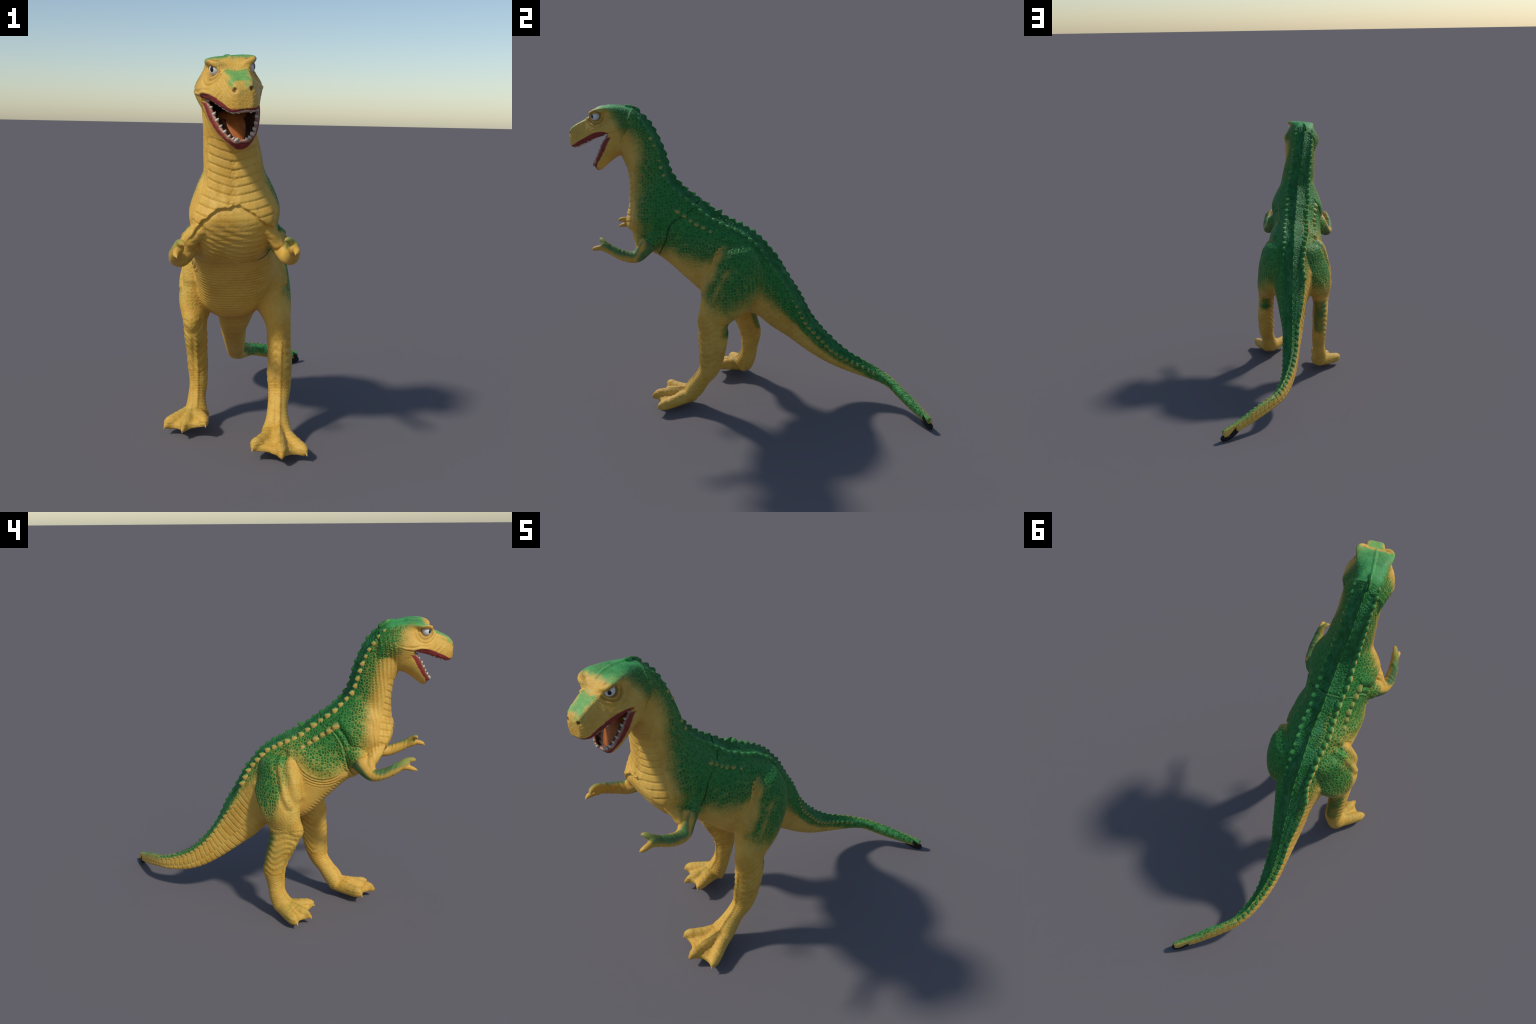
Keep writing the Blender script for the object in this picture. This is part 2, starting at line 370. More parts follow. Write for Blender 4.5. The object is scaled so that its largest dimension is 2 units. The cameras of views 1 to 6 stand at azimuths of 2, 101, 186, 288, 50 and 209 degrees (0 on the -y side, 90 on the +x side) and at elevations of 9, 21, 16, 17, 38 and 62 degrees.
# belly bands
wb = sst(118, 138, ath) * sst(6.1, 6.6, kk) * (1 - sst(12.6, 13.4, kk))
ub = y * .72 - z * .70 + wob(18, .0012) + .10 * np.maximum(0, np.abs(x) - .06)
wb2 = sst(122, 142, ath) * (1 - sst(12.6, 13.4, kk)) * np.maximum(sst(7.4, 7.9, kk), sst(-.002, -.03, z - arch(x)) * sst(4.8, 5.2, kk))
D += onB * wb2 * bands(ub, .0205, .0042, np.interp(kk, [5, 8, 9], [.0006, .0009, .0026]), np.interp(kk, [6, 8.5], [.0006, .0014]))
# throat scutes with an edge groove and a moulding seam down the middle
wn = sst(1.4, 2.0, kk) * (1 - sst(5.9, 6.6, kk)) * sst(-.01, .01, z - arch(x))
inn = sst(116, 123, ath)
D += onB * wn * inn * bands(-z + .00055 * (180 - ath), .0335, .0042, .0028, .0030)
D += onB * wn * (-.0025 * bump(ath - 117, 4))
D += onB * wn * (-.002 * bump(180 - ath + 2 * np.sin(sv * 160), 2.2))
# flank of the neck: overlapping coarse scales
wf = sst(85, 100, ath) * (1 - sst(112, 118, ath)) * wn
D += onB * wf * .0010 * np.sin(sl_ * 300 + wob(35, .8)) * np.sin(ath * .95 + 3 * np.sin(sl_ * 60))
# tail rings and its long grooves
wt = sst(12.9, 13.8, kk)
fade = np.interp(kk, [13, 18, 22, 25], [1, .9, .6, .4])
D += onB * wt * fade * sst(38, 55, ath) * (bands(sl_ + wob(20, .0022) + .016 * (ath > 98), .034, .0045, .0021, .0016) + bands(sl_ + wob(30, .001), .0113, .0022, .0009, .0004))
D += onB * wt * fade * (-.0030 * bump(ath - 98, 5) - .0018 * bump(ath - 78, 4) - .0014 * bump(ath - 62, 4))
# the ridge of the back and the wrinkled strip on each side of it
D += onB * (.006 * bump(ath, 5)) * (1 - sst(20, 24, kk) * .5)
rowR = np.interp(kk, [0, 3, 4, 5, 7, 9, 10.3, 12, 13, 14, 15, 17, 18, 20, 22], [32, 36, 36, 29, 27, 30, 25, 26, 35, 45, 49, 44, 41, 36, 40])
rowL = np.interp(kk, [0, 3, 4.2, 5.3, 6.2, 7, 8.7, 9.5, 11.3, 13.5, 15, 16.5, 17.5, 18.2, 19, 22], [35, 35, 30, 25, 22, 25, 25, 21, 25, 40, 45, 54, 61, 66, 62, 58])
rowfade = np.interp(kk, [0, 12, 20, 23], [1, 1, .5, 0])
D += onB * rowfade * (.0075 * bump(th + rowR, 4.5) + .0075 * bump(th - rowL, 4.5) - .0045 * bump(th + rowR * .52, 7) - .0045 * bump(th - rowL * .52, 6))
D += onB * .004 * sst(6.3, 6.7, kk) * (1 - sst(9.2, 9.8, kk)) * (bump(th + 51, 5) + bump(th - 45, 5))
D += onB * (1 - sst(25, 34, ath)) * .0011 * np.sin(sd * 420 + 6 * np.sin(th * .25) + wob(60, .8))
# crease behind the shoulder
for sg, pts in ((-1, [(-.44, 1.135), (-.475, 1.10), (-.505, 1.05), (-.525, 1.0)]), (1, [(-.47, 1.12), (-.50, 1.07), (-.515, 1.02), (-.52, .97)])):
    A_ = np.array(pts); best = np.full(len(V), 9.); sgn_ = np.zeros(len(V))
    for a, b in zip(A_[:-1], A_[1:]):
        ab = b - a; t = np.clip(((y - a[0]) * ab[0] + (z - a[1]) * ab[1]) / (ab @ ab), 0, 1)
        best = np.minimum(best, np.hypot(y - a[0] - t * ab[0], z - a[1] - t * ab[1]))
    ahead = y < np.interp(z, A_[::-1, 1], A_[::-1, 0])
    D += onB * (sg * x > .08) * (-.006 * bump(best, .010) + (.006 if sg < 0 else .001) * ahead * bump(best - .035, .025) + .003 * ~ahead * bump(best - .018, .007))
# joint line where the front piece was fitted
zs = np.array([.86, .889, .953, 1.0, 1.049, 1.083, 1.107, 1.125, 1.147, 1.178, 1.22])
ysL = np.interp(z, zs, [-.56, -.529, -.484, -.459, -.443, -.429, -.399, -.362, -.327, -.302, -.27])
ysR = np.interp(z, zs, [-.54, -.52, -.492, -.482, -.466, -.442, -.42, -.378, -.34, -.30, -.27])
ys = np.where(x > 0, ysL, ysR)
for _ in range(1): pass
seam = (y - ys) * .75
D += onB * sst(6.0, 6.4, kk) * (1 - sst(9.2, 9.6, kk)) * (-.0045 * bump(seam, .0034) + np.where(x < 0, .0045, .0012) * bump(seam - .008, .006))
# folds of the flank behind the ribs
for sg, cy, cz, r0 in ((-1, -.355, 1.005, .150), (1, -.30, 1.10, .188)):
    rr = np.hypot(y - cy, z - cz); an = np.degrees(np.arctan2(z - cz, y - cy))
    sec = sst(-135, -115, an) * (1 - sst(-30, -10, an)) * (sg * x > 0) * sst(40, 55, ath) * (1 - sst(128, 140, ath))
    for j, a in enumerate((.0042, .0036, .003, .002)):
        D += onB * sec * a * (bump(rr - r0 - .015 * j, .0045) - .5 * bump(rr - r0 - .0075 - .015 * j, .004))
# edge of the breast shield: an arched lip over the belly
zc = arch(x)
front = sst(-.56, -.62, y) * sst(95, 120, ath) * (1 - sst(.14, .20, np.abs(x)))
dz = z - zc
D += onB * front * (.009 * np.where(dz > 0, bump(dz, .030), bump(dz, .003)) - .0035 * np.where(dz < 0, bump(dz + .008, .014), 0))
# thigh muscles
def seg_dist(pts):
    P = np.array(pts, float); best = np.full(len(V), 9.)
    for a, b in zip(P[:-1], P[1:]):
        ab = b - a; t = np.clip(((y - a[0]) * ab[0] + (z - a[1]) * ab[1]) / (ab @ ab), 0, 1)
        best = np.minimum(best, np.hypot(y - a[0] - t * ab[0], z - a[1] - t * ab[1]))
    return best
legL, legR = np.isin(lab, (LEGL, TORSO)) & (x > .10), np.isin(lab, (LEGR, TORSO)) & (x < -.11)
R1 = [(-.170,.985),(-.192,.898),(-.217,.817),(-.243,.744)]; R2 = [(-.122,.955),(-.135,.881),(-.151,.817),(-.172,.749),(-.198,.704)]
L1 = [(-.134,.986),(-.15,.938),(-.175,.871),(-.205,.805),(-.234,.742)]; L2 = [(-.09,.90),(-.104,.855),(-.131,.803),(-.157,.761),(-.187,.697),(-.21,.63)]
R3 = [(.035,.77),(.01,.72),(-.03,.66),(-.06,.60)]
S_R1, S_R2, S_L1, S_L2, S_R3 = map(seg_dist, (R1, R2, L1, L2, R3))
D += legR * (.008 * bump(S_R1, .019) + .006 * bump(S_R2, .014) - .004 * bump(S_R2 - .028, .013) + .006 * bump(S_R3, .018))
D += legL * (.008 * bump(S_L1, .016) - .004 * bump(S_L1 - .026, .012) + .005 * bump(S_L2, .015) - .005 * bump(S_L2, .005))
# creases on shins, ankles and feet
leg = np.isin(lab, (LEGL, LEGR, FOOTL, FOOTR)).astype(float)
ya = np.where(x > 0, np.interp(z, [.07, .115, .17, .232, .3, .46], [-.37, -.344, -.303, -.256, -.237, -.216]), np.interp(z, [.07, .09, .145, .21, .29, .44], [-.168, -.137, -.109, -.10, -.089, -.135]))
al = z * 1.0 + (ya - y) * -.35
D += leg * sst(.30, .25, z) * sst(.05, .09, z) * bands(al + wob(40, .0012), .0125, .003, .0013, .0004)
D += leg * (z > .27) * (z < .56) * .0013 * np.sin(z * 170 + 5 * np.sin(x * 60) + 3 * np.sin(y * 45))
for kc, am in (((-.212, -.235, .552), .009), ((.20, -.285, .545), .005)):
    r = np.linalg.norm((V - np.array(kc)) * [1, 1, .8], axis=1); D += leg * am * (bump(r, .034) - .45 * bump(r - .052, .012) * (z < kc[2]))
xc = np.where(x > 0, .203, -.192)
D += leg * sst(.50, .42, z) * sst(.07, .12, z) * (y < ya) * (.0055 * bump(x - xc - .006, .007) - .003 * bump(x - xc + .012, .006))
# toe knuckles
for side, l in (('L', FOOTL), ('R', FOOTR)):
    for kx in ('mid', 'out', 'inn'):
        for i, am in ((2, .003), (3, .003)):
            c = np.array(TOES[side][kx][i][:3]); r = np.linalg.norm(V - c, axis=1)
            D += (lab == l) * am * bump(r - .028, .008) * (z > c[2] + .008)
# arms: sleeve-like fold under the shoulder, bumpy forearm
for sg, cuff in ((1, (.172, -.545, .985)), (-1, (-.186, -.552, .962))):
    r = np.linalg.norm(V - np.array(cuff), axis=1); dirn = np.array([sg * .5, -.5, -.7]); dirn /= np.linalg.norm(dirn)
    a = (V - np.array(cuff)) @ dirn
    w = (r < .085) * (sg * x > .12)
    D += w * (.005 * np.where(a < 0, bump(a, .014), bump(a, .003)) - .002 * bump(a - .007, .004))
arm = np.isin(lab, (ARML, ARMR)) & (y < -.62)
D += arm * .0007 * np.sin((y + .3 * z) * 300 + wob(50, .9)) * (1 + np.sin(y * 90))
# head: eyelids, cheek fold, lips, nostrils, wrinkles
hd = np.isin(lab, (HEAD, JAWL)).astype(float) * sst(-.02, .03, ht)
for sg in (1, -1):
    sd_ = hd * (sg * hs > .03) 
    r = np.hypot(ht - .187, (hh - .058) * 1.05); lower = sst(.012, -.012, hh - .060)
    D += sd_ * (-.006 * bump(r, .021) + .0045 * lower * bump(r - .031, .0055) - .004 * lower * bump(r - .041, .004) + .0035 * lower * bump(r - .050, .006) - .003 * lower * bump(r - .060, .004))
    # fold running back from the corner of the mouth and along the upper lip
    f1 = np.interp(ht, [.03, .08, .12, .16, .20], [.0, -.012, -.016, -.010, -.016])
    D += sd_ * sst(.03, .05, ht) * (1 - sst(.18, .22, ht)) * (-.003 * bump(hh - f1, .004) + .003 * bump(hh - f1 + .009, .006))
    f2 = np.interp(ht, [.04, .08, .125], [-.012, -.026, -.036])
    D += sd_ * sst(.04, .06, ht) * (1 - sst(.12, .13, ht)) * (-.003 * bump(hh - f2, .0035))
    # nostril pits
    rn = np.linalg.norm(q - np.array([sg * .031, .338, -.024]), axis=1)
    D += hd * (-.011 * bump(rn, .0075))
    # wrinkles on the muzzle
    D += sd_ * sst(.22, .25, ht) * (hh < .02) * (.0009 * np.sin(ht * 300 + hh * 180 + sg + wob(40, .8)) * np.sin(hh * 260 + 2 + wob(30, .8)) + .0014 * np.sin(ht * 170 - hh * 110 + 2 * np.sin(hh * 90)) * sst(.30, .26, ht))
D += hd * (ht < .19) * (hh > .07) * .005 * bump(hs + .002, .006)
# folds where head and neck meet
nk = np.isin(lab, (HEAD, TORSO)) * sst(.06, .03, ht) * sst(-.09, -.06, ht) * sst(.06, .02, hh)
D += nk * .0013 * np.sin(ht * 300 + hh * 40 + wob(30, .6))
# fine lumps everywhere
D += (lab != MOUTH) * .00035 * np.sin(x * 390 + 2 * np.sin(y * 140)) * np.sin(y * 370 + 2 * np.sin(z * 120)) * np.sin(z * 380 + 1.5 * np.sin(x * 150))
V = push(V, D)
V = V + .18 * lap(V)
skin.vertices.foreach_set('co', V.astype(np.float32).ravel()); skin.update()
NRM = nrm(skin)
print('relief', round(time.time() - T0, 1))

# ------------------------------------------------------------------ materials
def lin(r, g, b):
    f = lambda c: c / 12.92 if c <= .04045 else ((c + .055) / 1.055) ** 2.4
    return (f(r / 255), f(g / 255), f(b / 255), 1)

class NT:
    """small helper for writing node materials as expressions"""
    def __init__(s, name, rough=.55, spec=.3):
        s.mat = bpy.data.materials.new(name); s.mat.use_nodes = True; s.t = s.mat.node_tree
        s.b = s.t.nodes['Principled BSDF']; s.b.inputs['Roughness'].default_value = rough
        s.b.inputs['Specular IOR Level'].default_value = spec
        s.obj = s.new('ShaderNodeTexCoord').outputs['Object']
    def new(s, t, **k):
        n = s.t.nodes.new(t)
        for a, v in k.items(): setattr(n, a, v)
        return n
    def put(s, sock, v):
        if isinstance(v, bpy.types.NodeSocket): s.t.links.new(v, sock)
        else: sock.default_value = v
    def m(s, op, a, b=None, c=None, clamp=False):
        n = s.new('ShaderNodeMath', operation=op, use_clamp=clamp)
        for i, v in enumerate((a, b, c)):
            if v is not None: s.put(n.inputs[i], v)
        return n.outputs[0]
    def add(s, a, b): return s.m('ADD', a, b)
    def sub(s, a, b): return s.m('SUBTRACT', a, b)
    def mul(s, a, b): return s.m('MULTIPLY', a, b)
    def mx(s, a, b): return s.m('MAXIMUM', a, b)
    def mn(s, a, b): return s.m('MINIMUM', a, b)
    def inv(s, a): return s.m('SUBTRACT', 1.0, a, clamp=True)
    def step(s, x, a, b):
        n = s.new('ShaderNodeMapRange', interpolation_type='SMOOTHSTEP')
        s.put(n.inputs[0], x)
        if a < b: n.inputs[1].default_value, n.inputs[2].default_value = a, b
        else: n.inputs[1].default_value, n.inputs[2].default_value, n.inputs[3].default_value, n.inputs[4].default_value = b, a, 1, 0
        return n.outputs[0]
    def curve(s, x, xs, ys):
        """piecewise smooth function through (xs, ys)"""
        x0, x1, y0, y1 = xs[0], xs[-1], min(ys) - .001, max(ys) + .001
        n = s.new('ShaderNodeMapRange'); s.put(n.inputs[0], x); n.inputs[1].default_value, n.inputs[2].default_value = x0, x1
        f = s.new('ShaderNodeFloatCurve'); cu = f.mapping.curves[0]
        px = [(a - x0) / (x1 - x0) for a in xs]; py = [(a - y0) / (y1 - y0) for a in ys]
        while len(cu.points) < len(px): cu.points.new(.5, .5)
        for p, a, b in zip(cu.points, px, py): p.location = (a, b)
        f.mapping.update(); s.t.links.new(n.outputs[0], f.inputs['Value'])
        return s.m('MULTIPLY_ADD', f.outputs[0], y1 - y0, y0)
    def xyz(s, v=None):
        n = s.new('ShaderNodeSeparateXYZ'); s.put(n.inputs[0], v or s.obj); return n.outputs[0], n.outputs[1], n.outputs[2]
    def noise(s, scale, detail=2, vec=None, rough=.5, dist=0):
        n = s.new('ShaderNodeTexNoise'); s.put(n.inputs['Vector'], vec or s.obj)
        n.inputs['Scale'].default_value = scale; n.inputs['Detail'].default_value = detail; n.inputs['Roughness'].default_value = rough
        n.inputs['Distortion'].default_value = dist
        return n.outputs[0]
    def scaled(s, sx, sy, sz, vec=None, rot=(0, 0, 0), loc=(0, 0, 0)):
        n = s.new('ShaderNodeMapping'); s.put(n.inputs[0], vec or s.obj); n.inputs['Scale'].default_value = (sx, sy, sz)
        n.inputs['Rotation'].default_value = rot; n.inputs['Location'].default_value = loc; return n.outputs[0]
    def cells(s, scale, vec=None, rnd=.62):
        e = s.new('ShaderNodeTexVoronoi', feature='DISTANCE_TO_EDGE'); f = s.new('ShaderNodeTexVoronoi', feature='F1')
        for n in (e, f):
            s.put(n.inputs['Vector'], vec or s.obj); n.inputs['Scale'].default_value = scale; n.inputs['Randomness'].default_value = rnd
        g = s.new('ShaderNodeSeparateColor'); s.t.links.new(f.outputs['Color'], g.inputs[0])
        return e.outputs['Distance'], g.outputs[0], f.outputs['Distance']
    def mix(s, f, a, b):
        n = s.new('ShaderNodeMix', data_type='RGBA'); s.put(n.inputs[0], f); s.put(n.inputs[6], a); s.put(n.inputs[7], b); return n.outputs[2]
    def fm(s, f, a, b): return s.add(s.mul(f, s.sub(b, a)), a)
    def bump(s, h, strength=.6, dist=.002, prev=None):
        n = s.new('ShaderNodeBump'); n.inputs['Strength'].default_value = strength if not isinstance(strength, bpy.types.NodeSocket) else 1
        if isinstance(strength, bpy.types.NodeSocket): s.t.links.new(strength, n.inputs['Strength'])
        n.inputs['Distance'].default_value = dist; s.put(n.inputs['Height'], h)
        if prev is not None: s.t.links.new(prev, n.inputs['Normal'])
        return n.outputs[0]
    def done(s, color, normal=None):
        s.put(s.b.inputs['Base Color'], color)
        if normal is not None: s.t.links.new(normal, s.b.inputs['Normal'])
        return s.mat

YEL = lin(218, 173, 76); YEL2 = lin(202, 150, 52); YEL3 = lin(226, 188, 104)
GRN_D = lin(20, 97, 37); GRN_M = lin(52, 143, 57); GRN_L = lin(72, 158, 84); GRN_B = lin(52, 128, 76); NET_Y = lin(146, 162, 72); NET_O = lin(92, 124, 58); NET_G = lin(66, 140, 72)
CROWN = lin(72, 160, 86); RED = lin(142, 28, 46)

def yellow(n):
    a = n.step(n.noise(9, 4), .35, .7); b = n.step(n.noise(34, 3), .45, .75)
    c = n.mix(n.mul(a, .75), YEL, YEL2)
    return n.mix(n.mul(b, .35), c, YEL3)

def hide_paint(n, G, right, scale, netted=1.0):
    """green sprayed over yellow plastic: G is the signed depth (m) inside the green"""
    wv = n.noise(16, 2)
    warp = n.new('ShaderNodeVectorMath', operation='MULTIPLY_ADD')
    nn = n.new('ShaderNodeTexNoise'); n.put(nn.inputs['Vector'], n.obj); nn.inputs['Scale'].default_value = 20
    n.t.links.new(nn.outputs['Color'], warp.inputs[0]); warp.inputs[1].default_value = (.008, .008, .008); n.t.links.new(n.obj, warp.inputs[2])
    e, cid, fd = n.cells(scale, warp.outputs[0])
    line = n.mul(n.step(e, .16, .0), netted)
    hub = n.mul(n.step(fd, .15, .55), netted)
    soft = n.add(G, n.mul(n.sub(n.noise(14, 3), .5), .05))
    soft = n.add(soft, n.mul(n.sub(cid, .5), .010))
    g0 = n.step(soft, -.042, .046)                    # paint cover
    deep = n.step(soft, .02, .12)
    # cell colours: darker toward the back
    dark = n.mix(n.mul(n.step(cid, .25, .8), .35), GRN_D, GRN_M)
    dark = n.mix(n.mul(n.step(n.noise(7, 3), .4, .65), .5), dark, GRN_D)
    net = n.mix(deep, NET_O, NET_G)
    net = n.mix(n.mul(right, n.sub(1.0, n.mul(deep, .7))), net, NET_Y)
    dark = n.mix(n.mul(hub, .45), dark, GRN_M)
    green = n.mix(n.mul(line, n.fm(right, .52, .52)), dark, net)
    wear = n.inv(n.mul(n.mul(line, n.inv(deep)), n.fm(right, .22, .42)))
    g = n.mul(g0, wear)
    ycol = n.mix(n.mul(line, .22), yellow(n), YEL3)
    return n.mix(g, ycol, green), g0, line, e

def side_mask(n, x, w=.012): return n.step(x, w, -w)      # 1 on the animal's right

def hide_material():
    n = NT('painted_hide'); x, y, z = n.xyz()
    cx = n.curve(y, [-.70,-.55,-.43,-.2,0,.15,.35,.45,.54,.64,.71,.78,.86,.93,1.0], [-.05,-.05,-.012,.0,-.012,-.036,-.03,-.031,-.02,.004,.043,.102,.171,.253,.33])
    R = side_mask(n, n.sub(x, n.mul(cx, n.step(y, .30, .42))))
    nL = n.curve(z, [.60,.80,.85,.90,.96,1.03,1.09,1.159,1.215,1.261,1.315,1.383,1.45,1.51,1.558,1.64,1.75], [-.05,-.22,-.34,-.47,-.57,-.61,-.602,-.608,-.611,-.605,-.603,-.60,-.592,-.603,-.628,-.70,-.75])
    nR = n.curve(z, [.60,.80,.85,.90,.96,1.014,1.085,1.158,1.209,1.253,1.306,1.362,1.416,1.476,1.531,1.564,1.64,1.75], [-.05,-.22,-.36,-.47,-.55,-.578,-.587,-.592,-.591,-.596,-.61,-.619,-.623,-.634,-.659,-.671,-.72,-.75])
    tL = n.curve(y, [-.75,-.60,-.53,-.444,-.355,-.262,-.187,-.10,0,.07,.152,.222,.294,.384,.467,.544,.622,.723,.801,.892,1.0], [.78,.80,.91,.935,.90,.875,.875,.81,.69,.635,.55,.465,.375,.285,.225,.185,.147,.12,.097,.060,.035])
    tR = n.curve(y, [-.75,-.60,-.50,-.462,-.396,-.339,-.285,-.247,-.214,-.15,0,.06,.109,.155,.212,.27,.354,.455,.536,.638,.735,.80,.90,1.0], [.78,.84,.885,.887,.863,.859,.880,.910,.935,.91,.83,.785,.735,.665,.578,.492,.375,.290,.240,.200,.170,.152,.108,.066])
    nb = n.fm(R, nL, nR); tb_ = n.fm(R, tL, tR)
    Gn = n.sub(y, nb); Gt = n.mul(n.sub(z, tb_), n.sub(.8, n.mul(n.mul(R, n.step(y, -.02, -.10)), .30)))
    G = n.mn(Gn, Gt)
    tailward = n.step(y, .1, .3)
    # thin tail: squeeze the blend with the girth
    G = n.mul(G, n.add(1.0, n.mul(tailward, 2.2)))
    col, g0, line, e = hide_paint(n, G, R, 64)
    # strip between the scute rows, sunlit wrinkle highlights painted as paler green streaks
    hw_ = n.curve(y, [-.70,-.5,-.4,-.2,0,.15,.35,.6,.8,1.0], [.055,.055,.06,.062,.07,.062,.045,.026,.02,.012])
    strip = n.mul(n.step(n.sub(n.m('ABSOLUTE', n.sub(x, cx)), hw_), .014, -.010), n.step(Gn, .05, .09))
    strip = n.mul(strip, n.step(Gt, .02, .05))
    st = n.noise(30, 3, n.scaled(1, .5, .5), .6, .6)
    scol = n.mix(n.step(st, .38, .70), GRN_D, GRN_B)
    col = n.mix(n.mul(strip, .85), col, scol)
    # lighter, worn green toward the end of the tail
    tip = n.mul(n.mul(n.step(y, .60, .82), g0), n.step(n.noise(40, 3), .35, .6))
    col = n.mix(n.mul(tip, .8), col, lin(92, 172, 92))
    # black smear under the last of the tail
    col = n.mix(n.mul(n.step(n.add(y, n.mul(n.noise(30), .03)), .955, .965), n.step(n.sub(z, n.mul(n.sub(y, .97), -1.4)), .052, .047)), col, lin(18, 18, 22))
    # fitted joint: dark line on the left, clean green lip on the right
    ysL = n.curve(z, [.86,.889,.953,1.0,1.049,1.083,1.107,1.125,1.147,1.178,1.22], [-.56,-.529,-.484,-.459,-.443,-.429,-.399,-.362,-.327,-.302,-.27])
    ysR = n.curve(z, [.86,.889,.953,1.0,1.049,1.083,1.107,1.125,1.147,1.178,1.22], [-.54,-.52,-.492,-.482,-.466,-.442,-.42,-.378,-.34,-.30,-.27])
    sd_ = n.sub(y, n.fm(R, ysL, ysR)); inz = n.mul(n.step(z, .87, .90), n.step(y, -.2, -.26))
    dl = n.mul(n.step(n.m('ABSOLUTE', sd_), .0055, .002), inz)
    col = n.mix(n.mul(dl, n.add(.45, n.mul(n.inv(R), .4))), col, lin(20, 56, 30))
    lip = n.mul(n.mul(n.step(n.m('ABSOLUTE', n.sub(sd_, .010)), .007, .003), inz), n.mul(R, n.step(z, .93, .97)))
    col = n.mix(n.mul(lip, .6), col, lin(98, 152, 66))
    h = n.step(e, -.02, .36)
    amt = n.fm(g0, .35, 1.0)
    b = n.bump(n.mul(n.mul(h, n.sub(1.0, n.mul(n.step(y, .45, .75), .55))), n.add(.07, n.mul(g0, .83))), .8, .0034)
    b = n.bump(n.mul(n.mul(st, strip), n.step(y, .55, .25)), .6, .005, n.bump(n.mul(st, strip), .25, .0025, b))
    b = n.bump(n.noise(240, 3), .25, .0012, b)
    return n.done(col, b)

def limb_material(right):
    n = NT('painted_hide_limb'); x, y, z = n.xyz()
    if right:
        lo = n.curve(y, [-.30,-.20,-.16,-.14,-.12,-.08,-.04,.01,.067,.12], [1.2,1.12,.88,.74,.65,.615,.62,.65,.71,.75])
        G = n.mul(n.sub(z, lo), .55)
        G = n.mn(G, .09)
        ridges = [([.60,.704,.749,.817,.881,.955,1.1], [-.26,-.198,-.172,-.151,-.135,-.120,-.11], .007), ([.66,.744,.817,.898,.985,1.1], [-.29,-.243,-.217,-.192,-.168,-.15], .022)]
        # stripe of green between the two ridges
        c = n.curve(z, [.72,.817,.882,.938,.985,1.1], [-.20,-.176,-.162,-.153,-.15,-.15])
        stripe = n.sub(n.mul(n.step(z, .78, .86), .030), n.m('ABSOLUTE', n.sub(y, c)))
        G = n.mx(G, n.sub(stripe, .014))
        back = n.curve(z, [.2,.30,.44,.53,.6], [-.05,-.045,-.075,-.095,-.06])
        gc = n.mul(n.mx(n.add(n.sub(y, back), .03), 0.0), n.mul(n.step(z, .29, .36), n.step(z, .56, .50)))
        G = n.mx(G, n.sub(n.mul(n.mn(n.add(gc, .0), .03), 1.6), n.add(.03, n.mul(n.step(x, -.17, -.14), .05))))
    else:
        lo = n.curve(y, [-.32,-.247,-.217,-.189,-.155,-.121,-.069,-.018,.027,.07,.14], [.95,.70,.66,.63,.63,.60,.615,.645,.665,.665,.68])
        G = n.mul(n.sub(z, lo), .5)
        ridges = [([.60,.742,.805,.871,.938,.986,1.1], [-.30,-.234,-.205,-.175,-.15,-.134,-.11], .006), ([.60,.63,.697,.761,.803,.855,.9], [-.23,-.217,-.187,-.157,-.131,-.104,-.09], -.006)]
        G = n.mn(G, n.mul(n.sub(y, n.curve(z, [.60,.742,.805,.871,.938,.986,1.1], [-.30,-.234,-.205,-.175,-.15,-.150,-.13])), 1.5))
        back = n.curve(z, [.40,.45,.50,.55], [-.16,-.165,-.155,-.15])
        gc = n.mul(n.mn(n.add(n.sub(y, back), .02), .05), n.mul(n.step(z, .41, .475), n.step(z, .57, .50)))
        G = n.mx(G, n.sub(n.mul(n.mx(gc, 0.0), 1.8), .05))
    for zs, ys, w in ridges:
        d = n.m('ABSOLUTE', n.sub(y, n.curve(z, zs, ys)))
        keep = n.mul(n.sub(d, w), 1.4)
        top = n.mul(n.step(z, .90, .98), .2) if right else n.mul(n.step(z, .84, .93), .2)
        G = n.mn(G, n.add(keep, top))
    inner = n.step(n.m('ABSOLUTE', x), .10, .14)
    G = n.sub(G, n.mul(n.inv(n.mx(inner, n.step(z, .58, .66))), .06))
    col, g0, line, e = hide_paint(n, G, 1.0 if right else 0.0, 57, n.step(z, .56, .62))
    low = n.step(z, .50, .40)
    # worn, dirtier creases on shanks
    col = n.mix(n.mul(n.mul(low, n.step(n.noise(26, 4, n.scaled(1, 1, 2.4)), .5, .75)), .4), col, lin(178, 124, 44))
    tinge = n.mul(n.step(n.noise(6, 3), .5, .72), .25)
    col = n.mix(n.mul(tinge, low), col, lin(160, 146, 60))
    h = n.step(e, -.02, .36)
    b = n.bump(n.mul(h, n.mul(n.add(.28, n.mul(g0, .62)), n.sub(1.0, n.mul(low, .75)))), .8, .0034)
    e2 = n.cells(120, n.scaled(1, 1, 1.3), .9)[0]
    b = n.bump(n.mul(n.step(e2, 0, .3), low), .45, .0018, b)
    b = n.bump(n.mul(n.noise(40, 4, n.scaled(1, 1, 4.5)), low), .5, .0035, b)
    b = n.bump(n.noise(120, 4, n.scaled(1, 1, 1.8)), .4, .0018, b)
    return n.done(col, b)

